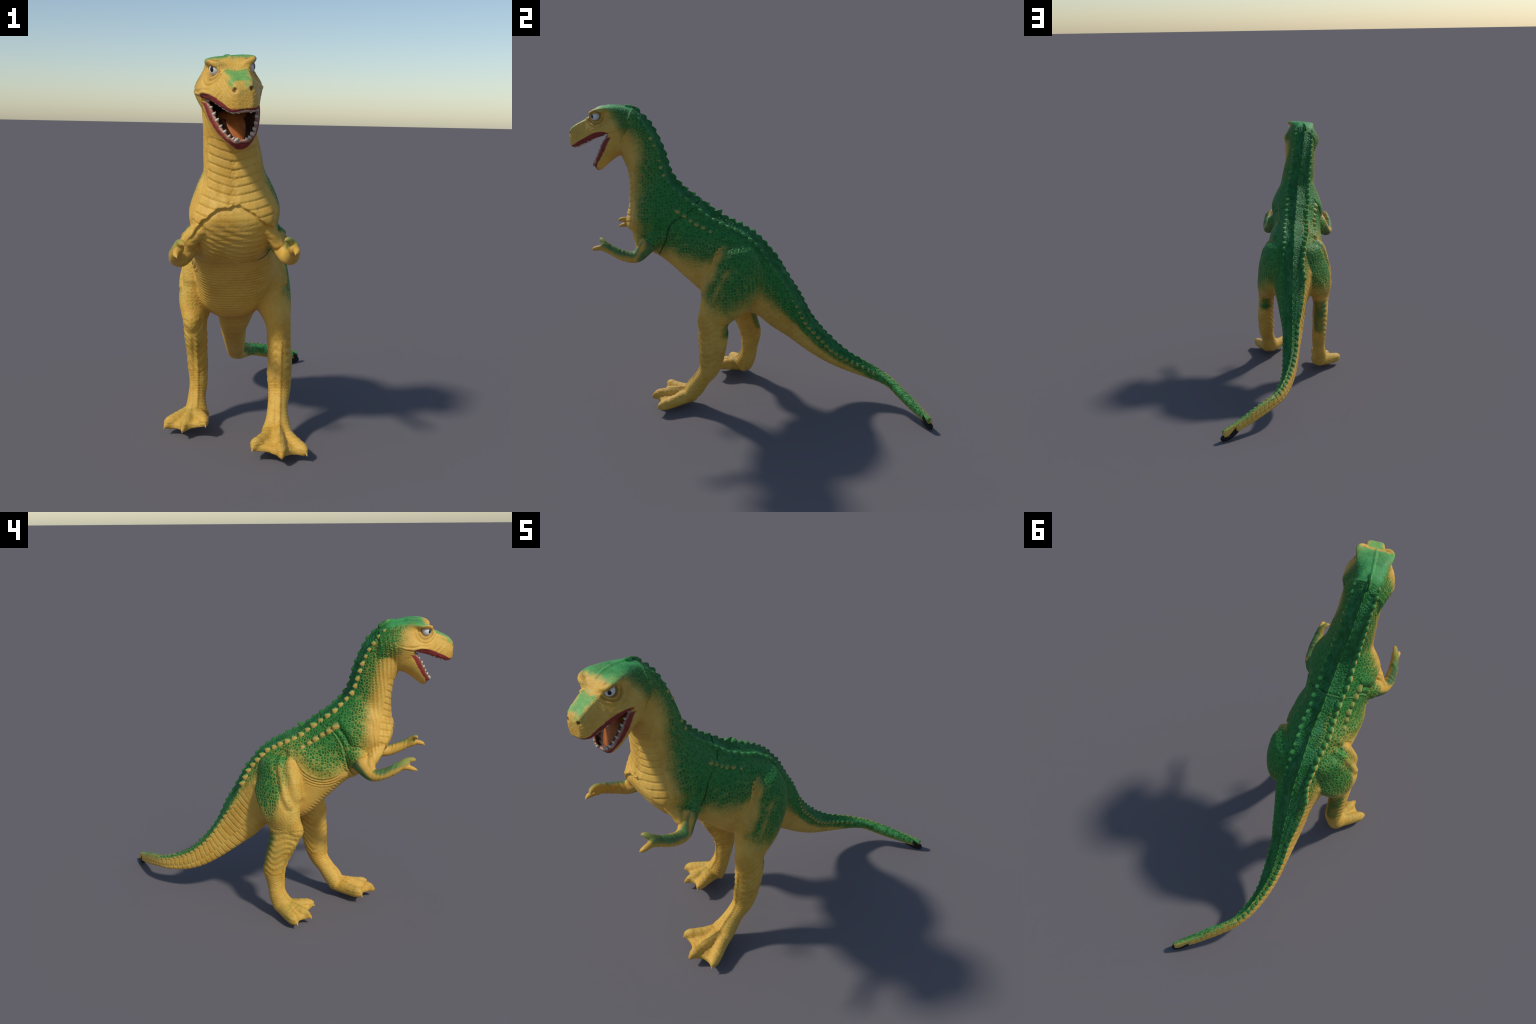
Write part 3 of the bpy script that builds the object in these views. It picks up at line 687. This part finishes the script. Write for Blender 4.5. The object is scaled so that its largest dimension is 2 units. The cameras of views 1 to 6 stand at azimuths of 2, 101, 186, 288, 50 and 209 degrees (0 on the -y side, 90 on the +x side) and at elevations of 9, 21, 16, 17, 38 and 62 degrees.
def arm_material(right):
    n = NT('painted_hide_arm'); x, y, z = n.xyz(); sgn = -1.0 if right else 1.0
    ax = n.mul(x, sgn)
    if right:   # green on the top and outer face of the forearm, down the back of the upper arm
        top = n.curve(y, [-.88,-.80,-.74,-.68,-.645,-.61,-.50], [1.02,.972,.942,.918,.928,1.0,1.1])
        G = n.mn(n.sub(z, top), n.sub(ax, n.curve(y, [-.88,-.80,-.74,-.68,-.62,-.5], [.168,.188,.205,.207,.20,.19])))
        up = n.sub(y, n.curve(z, [.84,.88,.92,.95,.98,1.05], [-.645,-.640,-.606,-.582,-.564,-.57]))
        G = n.mx(G, n.mn(up, n.sub(ax, n.curve(z, [.88,.95,1.05], [.175,.145,.11]))))
    else:
        top = n.curve(y, [-.88,-.80,-.74,-.68,-.62,-.58,-.50], [1.04,.995,.965,.938,.930,.99,1.1])
        G = n.mn(n.sub(z, top), n.sub(ax, n.curve(y, [-.88,-.80,-.74,-.68,-.62,-.5], [.19,.215,.228,.228,.215,.19])))
        up = n.sub(y, n.curve(z, [.84,.88,.92,.95,.98,1.05], [-.62,-.615,-.60,-.585,-.562,-.57]))
        G = n.mx(G, n.mn(up, n.sub(ax, n.curve(z, [.88,.95,1.05], [.19,.15,.11]))))
    soft = n.add(G, n.mul(n.sub(n.noise(30, 3), .5), .03))
    g = n.step(soft, -.012, .018)
    gc = n.mix(n.step(n.noise(30, 3), .35, .65), lin(24, 92, 54), lin(50, 122, 68))
    gc = n.mix(n.step(y, -.74, -.82), gc, lin(132, 148, 70))
    col = n.mix(n.mul(g, .9), yellow(n), gc)
    palm = n.step(n.noise(50, 3), .52, .7)
    col = n.mix(n.mul(n.mul(palm, n.step(y, -.76, -.82)), .35), col, lin(170, 110, 52))
    b = n.bump(n.noise(110, 4), .4, .002)
    return n.done(col, b)

def head_material():
    n = NT('painted_head')
    # turn the coordinates into the head's own frame (s left, t forward, h up)
    def dot(v):
        d = n.new('ShaderNodeVectorMath', operation='DOT_PRODUCT'); o = n.new('ShaderNodeVectorMath', operation='SUBTRACT')
        n.t.links.new(n.obj, o.inputs[0]); o.inputs[1].default_value = tuple(HP); n.t.links.new(o.outputs[0], d.inputs[0]); d.inputs[1].default_value = tuple(v); return d.outputs['Value']
    s, t, h = dot(HS), dot(HT), dot(HH); R = n.step(s, .01, -.01)
    nz = n.mul(n.sub(n.noise(26, 4), .5), .05); nz2 = n.mul(n.sub(n.noise(70, 4, None, .6), .5), .03)
    # green back of the head
    bL = n.curve(h, [-.20,-.12,-.06,-.03,.0,.03,.06,.09,.12], [-.06,.02,.045,.055,.068,.085,.10,.12,.13])
    bR = n.curve(h, [-.20,-.12,-.06,-.03,.0,.03,.06,.09,.12], [-.06,-.005,.030,.050,.055,.075,.085,.10,.11])
    Gb = n.sub(n.fm(R, bL, bR), t)
    # crown
    cr_ = n.curve(t, [-.1,.0,.05,.10,.14,.17,.195,.22,.35], [.05,.07,.083,.088,.089,.091,.096,.13,.13])
    Gc = n.mul(n.sub(h, cr_), 1.6)
    # back of head as scaly hide
    col, g0, line, e = hide_paint(n, Gb, R, 84)
    crown = n.step(n.add(Gc, n.mul(nz, 1.3)), -.022, .026)
    cc = n.mix(n.step(n.noise(18, 3, n.scaled(1, 1, 1), .6), .38, .68), CROWN, lin(46, 132, 70))
    cc = n.mix(n.mul(n.step(n.noise(90, 3), .55, .7), .25), cc, lin(150, 196, 110))
    col = n.mix(n.mul(crown, .95), col, cc)
    # muzzle patch
    sl = n.curve(t, [.20,.226,.264,.304,.325,.345], [.07,.057,.036,.017,.004,-.03])
    pm = n.mn(n.mn(n.sub(t, .235), n.sub(.328, t)), n.mn(n.sub(.040, n.m('ABSOLUTE', n.add(s, .002))), n.mul(n.sub(h, n.sub(sl, .016)), 2.0)))
    patch = n.step(n.add(pm, n.add(n.mul(nz, 1.2), n.mul(n.sub(n.noise(50, 3, n.scaled(2.2, .6, .6)), .5), .03))), -.012, .018)
    col = n.mix(n.mul(patch, .88), col, n.mix(n.step(n.noise(40, 3), .4, .65), lin(78, 166, 84), lin(104, 176, 96)))
    # darker creases round the eye
    eye = n.m('SQRT', n.add(n.m('POWER', n.sub(t, .187), 2.0), n.m('POWER', n.sub(h, .060), 2.0)))
    rim = n.mul(n.step(n.m('ABSOLUTE', n.sub(eye, .025)), .008, .002), n.step(n.m('ABSOLUTE', s), .045, .055))
    rim2 = n.mul(n.mul(n.step(n.m('ABSOLUTE', n.sub(eye, .041)), .006, .002), n.step(h, .055, .045)), n.step(n.m('ABSOLUTE', s), .045, .055))
    col = n.mix(n.mul(n.mx(rim, n.mul(rim2, .7)), .55), col, lin(120, 76, 30))
    # nostril pits
    ns = n.m('SQRT', n.add(n.add(n.m('POWER', n.sub(n.m('ABSOLUTE', n.add(s, .003)), .032), 2.0), n.m('POWER', n.sub(t, .337), 2.0)), n.m('POWER', n.add(h, .024), 2.0)))
    col = n.mix(n.mul(n.step(ns, .013, .006), .85), col, lin(112, 66, 22))
    # painted lips
    hu = n.curve(t, [.10,.126,.15,.19,.22,.247,.274,.301,.325,.345], [-.042,-.034,-.024,-.026,-.036,-.049,-.062,-.076,-.090,-.094])
    du = n.sub(hu, n.add(h, n.mul(nz2, .12)))
    up = n.mul(n.mul(n.step(du, -.003, .002), n.step(du, .036, .030)), n.mul(n.step(t, .112, .124), n.step(h, -.115, -.108)))
    up = n.mul(up, n.step(n.sub(t, n.curve(h, [-.12,-.08,-.05,-.02], [.25,.20,.14,.10])), .0, .01))
    tr = n.curve(h, [-.26,-.245,-.225,-.206,-.165,-.136,-.117,-.077,-.055,-.03], [.202,.219,.232,.228,.201,.184,.172,.150,.133,.115])
    dj = n.sub(n.sub(tr, t), n.mul(nz2, .35))
    low = n.mul(n.mul(n.step(dj, .027, .018), n.step(dj, -.03, -.02)), n.step(h, -.052, -.062))
    lips = n.mx(up, low)
    rcol = n.mix(n.step(n.noise(60, 3), .4, .7), RED, lin(112, 18, 38))
    col = n.mix(n.mul(lips, .95), col, rcol)
    b = n.bump(n.mul(n.mul(n.step(e, 0, .22), n.sub(1.0, n.mul(crown, .85))), n.add(.18, n.mul(g0, .82))), .85, .003)
    b = n.bump(n.noise(130, 4), .4, .002, b)
    return n.done(col, b)

def mouth_material():
    n = NT('mouth_lining', .5); x, y, z = n.xyz()
    c = n.mix(n.step(n.noise(20, 3), .35, .65), lin(44, 22, 14), lin(70, 38, 22))
    return n.done(c, n.bump(n.noise(60, 3), .3, .003))

def simple(name, c1, c2, scale=40, rough=.5, bumpd=.0015, spec=.3):
    n = NT(name, rough, spec); return n.done(n.mix(n.step(n.noise(scale, 3), .35, .68), c1, c2), n.bump(n.noise(scale * 3, 3), .35, bumpd))

def scute_material(name, base, tip, zt, outer=0, ocol=None, amount=.8):
    """sprayed from above: the skin side away from the spine keeps the bare plastic"""
    n = NT(name); x, y, z = n.xyz(); nz = n.mul(n.sub(n.noise(90, 3), .5), .010)
    c = n.mix(n.step(n.add(z, nz), zt[0], zt[1]), base, tip)
    c = n.mix(n.mul(n.step(n.noise(110, 3), .42, .66), .35), c, GRN_M)
    if outer:
        o = n.step(n.add(n.mul(y, float(outer)), n.add(nz, n.mul(z, .15))), .000, .010)
        c = n.mix(n.mul(o, amount), c, ocol)
    return n.done(c, n.bump(n.noise(160, 3), .4, .0015))

M_HIDE = hide_material(); M_LEGL = limb_material(False); M_LEGR = limb_material(True)
M_ARML = arm_material(False); M_ARMR = arm_material(True); M_HEAD = head_material(); M_MOUTH = mouth_material()
M_GUM = simple('gum', lin(150, 92, 62), lin(206, 168, 148), 34); M_TONGUE = simple('tongue', lin(186, 104, 44), lin(160, 84, 36), 25)
M_TOOTH = simple('tooth', lin(216, 206, 190), lin(176, 160, 140), 90, .4); M_BLACK = simple('black_rubber', lin(16, 16, 19), lin(28, 28, 31), 40, .6)
M_CLAW = simple('claw_tip', lin(222, 186, 108), lin(202, 158, 80), 60)
TAN = lin(204, 164, 80)
M_CREST = scute_material('crest_scute', GRN_D, lin(48, 122, 58), (.002, .022), 1, lin(92, 150, 70), .6)  # right face tinted yellow-green where the sun strikes the crest
M_SCR = scute_material('side_scute_right', lin(30, 104, 52), lin(72, 138, 66), (.0, .014), 1, TAN, .95)
M_SCN = scute_material('side_scute_near', lin(120, 130, 60), lin(150, 150, 72), (.0, .012), 1, TAN, .9)
M_SCL = scute_material('side_scute_left', GRN_D, lin(66, 144, 72), (.0, .014), -1, lin(70, 120, 58), .4)
M_SCM = scute_material('side_scute_tan', lin(40, 104, 54), lin(96, 140, 68), (.0, .012), -1, TAN, .75)
M_CRN = scute_material('crown_scute', lin(58, 146, 78), lin(112, 168, 84), (.0, .014))
M_SCT = scute_material('tail_scute', lin(60, 130, 60), lin(126, 164, 80), (.0, .012), 1, TAN, .5)

# ------------------------------------------------------------------ split the skin into parts
NECKP, TORSOP, TAILP = 20, 21, 22
code = lab.copy()
code[lab == TORSO] = np.where(kk[lab == TORSO] < 4.8, NECKP, np.where(kk[lab == TORSO] < 12.7, TORSOP, TAILP))
for sg, cuff, l in ((1, (.176, -.549, .983), ARML), (-1, (-.184, -.554, .960), ARMR)):
    dirn = np.array([sg * .5, -.5, -.7]); dirn /= np.linalg.norm(dirn)
    code[(lab == l) & ((V - np.array(cuff)) @ dirn < 0)] = TORSOP
code[(code == LEGL) & (z < .085)] = FOOTL; code[(code == LEGR) & (z < .08)] = FOOTR
code[(code == FOOTL) & (z > .10)] = LEGL; code[(code == FOOTR) & (z > .10)] = LEGR
code[(code == NECKP) & (kk < .05)] = HEAD
ids = np.unique(code)
for _ in range(6):                                    # tidy the borders: majority of the neighbours
    W = np.stack([(code == i).astype(float) for i in ids], 1); W = W + .9 * lap(W)
    code = ids[np.argmax(W, 1)]
loops = np.empty(len(skin.loops), np.int32); skin.loops.foreach_get('vertex_index', loops)
tot = np.empty(len(skin.polygons), np.int32); skin.polygons.foreach_get('loop_total', tot)
st = np.empty(len(skin.polygons), np.int32); skin.polygons.foreach_get('loop_start', st)
quads = loops[st[:, None] + np.arange(4)] if (tot == 4).all() else None
fcode = code[loops[st]]

root = bpy.data.objects.new('toy_dinosaur', None); root.empty_display_size = .2
bpy.context.scene.collection.objects.link(root)
root['label'] = 'green and yellow plastic tyrannosaur toy with gaping red-lipped mouth'; root['category'] = 'toy dinosaur'
def link(ob, parent):
    bpy.context.scene.collection.objects.link(ob); ob.parent = parent; return ob
PART = {}
def cut_part(c, name, mat, parent):
    sel = np.where(fcode == c)[0]
    if len(sel) == 0: return None
    faces = [loops[st[i]:st[i] + tot[i]] for i in sel] if quads is None else quads[sel]
    used = np.unique(np.concatenate(faces) if quads is None else faces); remap = np.full(len(V), -1); remap[used] = np.arange(len(used))
    fl = [remap[f].tolist() for f in faces] if quads is None else remap[faces].tolist()
    me = mesh_from(V[used], fl, name); me.polygons.foreach_set('use_smooth', np.ones(len(me.polygons), bool))
    me.normals_split_custom_set_from_vertices(NRM[used].tolist()); me.materials.append(mat)
    ob = link(bpy.data.objects.new(name, me), parent); PART[c] = ob; return ob
for c, name, mat, par in ((TORSOP, 'torso', M_HIDE, None), (NECKP, 'neck', M_HIDE, None), (TAILP, 'tail', M_HIDE, None), (HEAD, 'head', M_HEAD, None), (JAWL, 'lower_jaw', M_HEAD, HEAD), (MOUTH, 'mouth_lining', M_MOUTH, HEAD),
        (LEGL, 'leg', M_LEGL, None), (LEGR, 'leg', M_LEGR, None), (FOOTL, 'foot', M_LEGL, LEGL), (FOOTR, 'foot', M_LEGR, LEGR), (ARML, 'arm', M_ARML, None), (ARMR, 'arm', M_ARMR, None), (HANDL, 'hand', M_ARML, ARML), (HANDR, 'hand', M_ARMR, ARMR)):
    cut_part(c, name, mat, root if par is None else PART[par])
print('parts', round(time.time() - T0, 1))

# ------------------------------------------------------------------ added pieces
def smooth_mesh(v, f, name, mat, sub=0):
    me = mesh_from(v, f, name); bm = bmesh.new(); bm.from_mesh(me)
    if sub: 
        bmesh.ops.subdivide_edges(bm, edges=bm.edges[:], cuts=sub, use_grid_fill=True, smooth=.0)
    bmesh.ops.recalc_face_normals(bm, faces=bm.faces[:]); bm.to_mesh(me); bm.free()
    me.polygons.foreach_set('use_smooth', np.ones(len(me.polygons), bool)); me.materials.append(mat); return me
def height_mesh(fn, nx, ny, hx, hy, depth, name, mat):
    """a low scute: height field fn(u,v) on an oval base with a skirt going under the skin"""
    rings, segs = 7, 20; v = [(fn(0, 0)[0], 0 + fn(0, 0)[1], fn(0, 0)[2])]; f = []
    for i in range(1, rings + 1):
        r = i / rings
        for j in range(segs):
            a = 2 * math.pi * j / segs; v.append(fn(r * math.cos(a), r * math.sin(a)))
    base = len(v)
    for j in range(segs):
        a = 2 * math.pi * j / segs; p = fn(math.cos(a), math.sin(a)); v.append((p[0] * .8, p[1] * .8, -depth))
    ix = lambda i, j: 1 + (i - 1) * segs + j % segs
    for j in range(segs): f.append((0, ix(1, j), ix(1, j + 1)))
    for i in range(1, rings + 1):
        for j in range(segs): f.append((ix(i, j), ix(i + 1, j), ix(i + 1, j + 1), ix(i, j + 1)))
    f.append(tuple(ix(rings + 1, j) for j in range(segs))[::-1])
    return smooth_mesh(v, f, name, mat)
# x along the row (toward the tail), y across, z out of the skin
def crest_fn(L, W, H, lean):
    def fn(u, w):
        r = min(1, math.hypot(u, w)); prof = (1 - r ** 1.75)
        edge = max(0, 1 - abs(w) * 1.15) ** 1.2
        h = H * prof * (.35 + .65 * edge) - .002 * r
        return (L * u + lean * prof * L, W * w * (1 - .25 * prof), h)
    return fn
def knob_fn(L, W, H, lean):
    def fn(u, w):
        r = min(1, math.hypot(u, w)); a = math.atan2(w, u)
        prof = .3 * math.sqrt(max(0, 1 - r ** 2)) + .7 * (1 - r ** 1.25)
        keel = max(0, 1 - abs(w)) ** .6
        return (L * u * (1 - .10 * math.cos(4 * a) * r) + lean * prof * L, W * w * (1 - .08 * math.cos(3 * a + 1) * r), H * prof * (.55 + .45 * keel) - .002 * r)
    return fn
ME_CREST = [height_mesh(crest_fn(.031, .0140, h, .44), 0, 0, 0, 0, .012, 'crest_scute', M_CREST) for h in (.0180, .0200, .0165)]
ME_TALL = height_mesh(crest_fn(.024, .0115, .034, .62), 0, 0, 0, 0, .012, 'crest_scute', M_CREST)
ME_CROWN = height_mesh(crest_fn(.031, .0140, .019, .44), 0, 0, 0, 0, .012, 'crest_scute', M_CRN)
ME_CTAIL = height_mesh(crest_fn(.024, .0095, .017, .38), 0, 0, 0, 0, .010, 'crest_scute', M_SCT)
def knobs(mat, hs=(.0215, .0245)): return [height_mesh(knob_fn(.0235, .0190, h, .34), 0, 0, 0, 0, .012, 'side_scute', mat) for h in hs]
ME_RT = knobs(M_SCR, (.0095, .0120)); ME_R, ME_N, ME_L, ME_M = knobs(M_SCR), knobs(M_SCN, (.0175, .0205)), knobs(M_SCL, (.0175, .0205)), knobs(M_SCM, (.0125, .0150))

def at(k, th_):
    i = np.clip(k * NB, 1, len(RD) - 2); j = (th_ % 360) * MB / 360.
    def P(i_, j_):
        a = int(i_); fa = i_ - a; b = int(j_) % MB; fb = j_ - int(j_)
        b2 = (b + 1) % MB
        return (RD[a, b] * (1 - fb) + RD[a, b2] * fb) * (1 - fa) + (RD[min(a + 1, len(RD) - 1), b] * (1 - fb) + RD[min(a + 1, len(RD) - 1), b2] * fb) * fa
    p = P(i, j); tk = P(min(i + 1, len(RD) - 1.01), j) - P(max(i - 1, 0), j); tt_ = P(i, j + 1.) - P(i, (j - 1.) % MB)
    n_ = np.cross(tt_, tk); n_ /= np.linalg.norm(n_)
    c = CB[min(int(round(i / NB * 8)), len(CB) - 1)]
    if n_ @ (p - c) < 0: n_ = -n_
    return p, tk / np.linalg.norm(tk), n_
def place(me, name, p, tangent, normal, scale, parent, sink=.002):
    zax = Vector(normal); xax = Vector(tangent); xax = (xax - zax * xax.dot(zax)).normalized(); yax = zax.cross(xax)
    M = Matrix((xax, yax, zax)).transposed().to_4x4()
    for i in range(3): 
        for r in range(3): M[r][i] *= scale[i]
    M.translation = Vector(p) - zax * sink
    ob = bpy.data.objects.new(name, me); bpy.context.scene.collection.objects.link(ob); ob.parent = parent; ob.matrix_world = M; return ob
def owner(k): return PART[NECKP] if k < 4.8 else PART[TORSOP] if k < 12.7 else PART[TAILP]
def row(k0, k1, thf, spacing, pick, size, jitter=.12):
    ks_ = np.linspace(k0, k1, 1200); pts = np.array([at(k, thf(k))[0] for k in ks_]); s = np.concatenate([[0], np.cumsum(np.linalg.norm(np.diff(pts, axis=0), axis=1))])
    pos, out = 0.0, []
    while pos < s[-1]:
        k = float(np.interp(pos, s, ks_)); p, t, n_ = at(k, thf(k)); out.append(k); sz = size(k)
        me, nm = pick(k)
        v = 1 + (random.random() - .5) * 2 * jitter
        place(me, nm, p, t, n_, (sz * (1 + (random.random() - .5) * .12), sz * v, sz * (1 + (random.random() - .5) * 2 * jitter)), owner(k))
        pos += spacing(k) * (1 + (random.random() - .5) * .16)
    return out
# crest: first tooth sits on the back of the skull
nrm0 = .75 * HH - .5 * HT
place(ME_CROWN, 'crest_scute', hw(np.array([-.001, .004, .098])), -HT - .35 * HH, nrm0 / np.linalg.norm(nrm0), (.9, 1.0, .8), PART[HEAD], .006)
place(ME_CREST[0], 'crest_scute', hw(np.array([.000, -.030, .082])), -HT - .7 * HH, .6 * HH - .75 * HT, (.9, 1.0, .85), PART[HEAD], .005)
ktall = 7.97
def crest_pick(k):
    if abs(k - ktall) < .28 and not crest_pick.done and k > ktall - .28: crest_pick.done = True; return ME_TALL, 'crest_scute'
    return (ME_CTAIL if k > 19.5 else random.choice(ME_CREST)), 'crest_scute'
crest_pick.done = False
row(.35, 25.0, lambda k: 0.0, lambda k: np.interp(k, [0, 4, 8, 14, 20, 25], [.045, .047, .046, .043, .039, .030]), crest_pick, lambda k: np.interp(k, [0, 3, 8, 14, 19, 23, 25], [.9, 1.0, 1.0, .92, .85, .72, .5]))
# side rows
thR = lambda k: -np.interp(k, [0, 3, 4, 5, 7, 9, 10.3, 12, 13, 14, 15, 17, 18, 20, 22], [32, 36, 36, 29, 27, 30, 25, 26, 35, 45, 49, 44, 41, 36, 40])
thL = lambda k: np.interp(k, [0, 3, 4.2, 5.3, 6.2, 7, 8.7, 9.5, 11.3, 13.5, 15, 16.5, 17.5, 18.2, 19, 22], [35, 35, 30, 25, 22, 25, 25, 21, 25, 40, 45, 54, 61, 66, 62, 58])
sp = lambda k: np.interp(k, [0, 3, 6, 9, 12, 15, 19, 22], [.040, .042, .047, .045, .044, .040, .036, .034])
sz = lambda k: np.interp(k, [0, 3, 6, 9, 12, 15, 18, 21, 23], [.75, .95, 1.12, 1.12, 1.05, 1.0, .88, .65, .5])
row(.3, 21.5, thR, sp, lambda k: (random.choice(ME_R if k < 13.2 else ME_RT), 'side_scute'), sz)
row(.3, 21.0, thL, sp, lambda k: (random.choice(ME_M if (k > 14.5 or 2.0 < k < 4.2) else ME_L), 'side_scute'), lambda k: sz(k) * np.interp(k, [0, 2, 3.9, 4.3, 6, 11, 13, 15.5, 18, 22], [.8, .95, .95, .8, 1.0, .9, .62, .75, .95, .9]))
row(6.45, 9.05, lambda k: -51.0, lambda k: .043, lambda k: (random.choice(ME_N), 'side_scute'), lambda k: np.interp(k, [6.6, 8, 9.3], [1.3, 1.1, .85]))
row(6.4, 8.95, lambda k: 45.0, lambda k: .043, lambda k: (random.choice(ME_M), 'side_scute'), lambda k: np.interp(k, [6.6, 8, 9.3], [1.05, 1.0, .8]))

# eyes
def eye_material():
    n = NT('eye', .25, .5); x, y, z = n.xyz()
    r = n.m('SQRT', n.add(n.m('POWER', x, 2.0), n.m('POWER', n.mul(y, .78), 2.0)))
    c = n.mix(n.mul(n.step(r, .0085, .0072), n.step(z, 0, .001)), n.mix(n.step(r, .018, .036), lin(222, 222, 220), lin(176, 166, 150)), lin(14, 16, 20))
    return n.done(c)
M_EYE = eye_material()
bm = bmesh.new(); bmesh.ops.create_uvsphere(bm, u_segments=32, v_segments=20, radius=.0250); me_eye = bpy.data.meshes.new('eye'); bm.to_mesh(me_eye); bm.free()
me_eye.polygons.foreach_set('use_smooth', np.ones(len(me_eye.polygons), bool)); me_eye.materials.append(M_EYE)
for sg in (1, -1):
    d = sg * .78 * HS + .62 * HT + .02 * HH
    place(me_eye, 'eye', hw(np.array([sg * .0620, .189, .0575])), np.cross(HH, d) * 1.0, d / np.linalg.norm(d), (1, 1, 1), PART[HEAD], 0)

# teeth, gums and tongue
def cone(name, r, hgt, mat):
    pts = [(0, 0, -.35 * hgt, r * .9), (0, 0, 0, r), (.1 * r, 0, .35 * hgt, r * .82), (.25 * r, 0, .7 * hgt, r * .5), (.45 * r, 0, .95 * hgt, r * .16)]
    v, f, m = [], [], 12
    for a, b, c, rr in pts:
        for j in range(m): an = 2 * math.pi * j / m; v.append((a + rr * math.cos(an), b + rr * .8 * math.sin(an), c))
    for i in range(len(pts) - 1):
        for j in range(m): f.append((i * m + j, i * m + (j + 1) % m, (i + 1) * m + (j + 1) % m, (i + 1) * m + j))
    f.append(tuple(range(m))[::-1]); f.append(tuple(range((len(pts) - 1) * m, len(pts) * m)))
    return smooth_mesh(v, f, name, mat)
ME_T = cone('tooth', .0074, .0120, M_TOOTH)
JC = loft_jaw(24, 5)
def jaw_pt(u, sg, c): 
    i = u * (len(JC) - 1); a = int(min(i, len(JC) - 2)); f = i - a; jc = c if sg > 0 else (80 - c) % 80
    return JC[a, jc] * (1 - f) + JC[a + 1, jc] * f
jaxis = np.array([-.0, .62, .78]); jn = jaxis[1] * HT + jaxis[2] * HH
gumpts = [jaw_pt(u, 1, 26) for u in np.linspace(.12, .99, 12)] + [jaw_pt(u, -1, 26) for u in np.linspace(.99, .12, 12)]
g = np.array([[*(p - jn * .001), .0065, .0070] for p in gumpts])
def add_mesh(R, name, mat, parent):
    s_ = Soup(); s_.grid(R, 0); ob = bpy.data.objects.new(name, smooth_mesh(np.concatenate(s_.v), s_.f, name, mat)); return link(ob, parent)
add_mesh(tube(g, 5, 14, up=tuple(jn)), 'gum', M_GUM, PART[HEAD])
for sg in (1, -1):
    for i, u in enumerate(np.linspace(.20, .985, 9)):
        p = jaw_pt(u, sg, 26); inward = (hw(np.array([0, hl(p)[1], hl(p)[2]])) - p); inward /= max(np.linalg.norm(inward), 1e-6)
        n_ = jn + .25 * inward - .15 * HT; n_ /= np.linalg.norm(n_); k_ = .85 + .3 * random.random()
        place(ME_T, 'tooth', p + jn * .005 + inward * .002, inward, n_, (k_, k_, k_ * (1.0 - .25 * (u < .3))), PART[HEAD], 0)
UG = []
ULIP = [(.086,.150,-.040),(.087,.175,-.045),(.081,.200,-.053),(.073,.222,-.063),(.064,.245,-.074),(.056,.268,-.084),(.047,.290,-.092),(.036,.312,-.098),(.016,.328,-.099)]
U = spline(ULIP, 6); UU = np.concatenate([U, U[::-1] * [-1, 1, 1]])
add_mesh(tube(np.concatenate([hw(UU), np.full((len(UU), 1), .0065), np.full((len(UU), 1), .0075)], 1)[::2], 2, 12), 'gum', M_GUM, PART[HEAD])
for sg in (1, -1):
    for a in np.linspace(4, len(U) - 3, 8):
        p = hw(U[int(a)] * [sg, 1, 1]); inward = -sg * HS
        n_ = -HH + .15 * inward - .1 * HT; n_ /= np.linalg.norm(n_); k_ = 1.0 + .3 * random.random()
        place(ME_T, 'tooth', p - HH * .002 - inward * .002, inward, n_, (k_, k_, k_ * .75), PART[HEAD], 0)
tp = [(.0,.085,-.095,.058,.012),(.0,.125,-.115,.064,.016),(0,.158,-.148,.056,.016),(0,.183,-.180,.042,.014),(0,.203,-.204,.026,.010),(0,.214,-.216,.010,.005)]
T_ = np.array(tp); T_[:, 1:3] -= np.array([.62, .78]) * .009; add_mesh(tube(np.concatenate([hw(T_[:, :3]), T_[:, 3:]], 1), 6, 20, up=tuple(jn)), 'tongue', M_TONGUE, PART[HEAD])

# black rubber end of the tail, claws
bt = np.array([(.225,.918,.046,.004,.004),(.255,.945,.032,.013,.014),(.285,.968,.0205,.0165,.018),(.310,.985,.0190,.0170,.0188),(.323,.993,.020,.013,.015),(.329,.997,.021,.004,.005)])
add_mesh(tube(bt, 5, 18), 'tail_tip', M_BLACK, PART[TAILP])
ME_CL = cone('claw', .0075, .0200, M_CLAW)
for side, c in (('L', FOOTL), ('R', FOOTR)):
    for kx in ('mid', 'out', 'inn'):
        P_ = np.array(TOES[side][kx])[:, :3]; d = P_[-1] - P_[-3]; d /= np.linalg.norm(d); d = d * .85 + np.array([0, 0, -.5]); d /= np.linalg.norm(d)
        place(ME_CL, 'claw', P_[-2] + d * .001 + [0, 0, .003], (0, 0, -1), d, (.95, .9, 1), PART[c].parent, 0)
for side, c in (('L', HANDL), ('R', HANDR)):
    for fp in FING[side]:
        P_ = np.array(fp)[:, :3]; d = P_[-1] - P_[-2]; d /= np.linalg.norm(d)
        place(ME_CL, 'claw', P_[-1] - d * .007, (0, 0, -1), d, (.7, .7, .5), PART[c].parent, 0)

# settle on the ground and centre
bpy.context.view_layer.update()
allv = [np.array(o.matrix_world) @ np.vstack([np.array(o.bound_box).T, np.ones(8)]) for o in bpy.data.objects if o.type == 'MESH']
lo = np.min([a[:3].min(1) for a in allv], 0); hi = np.max([a[:3].max(1) for a in allv], 0)
print('bounds', lo, hi, 'time', round(time.time() - T0, 1))
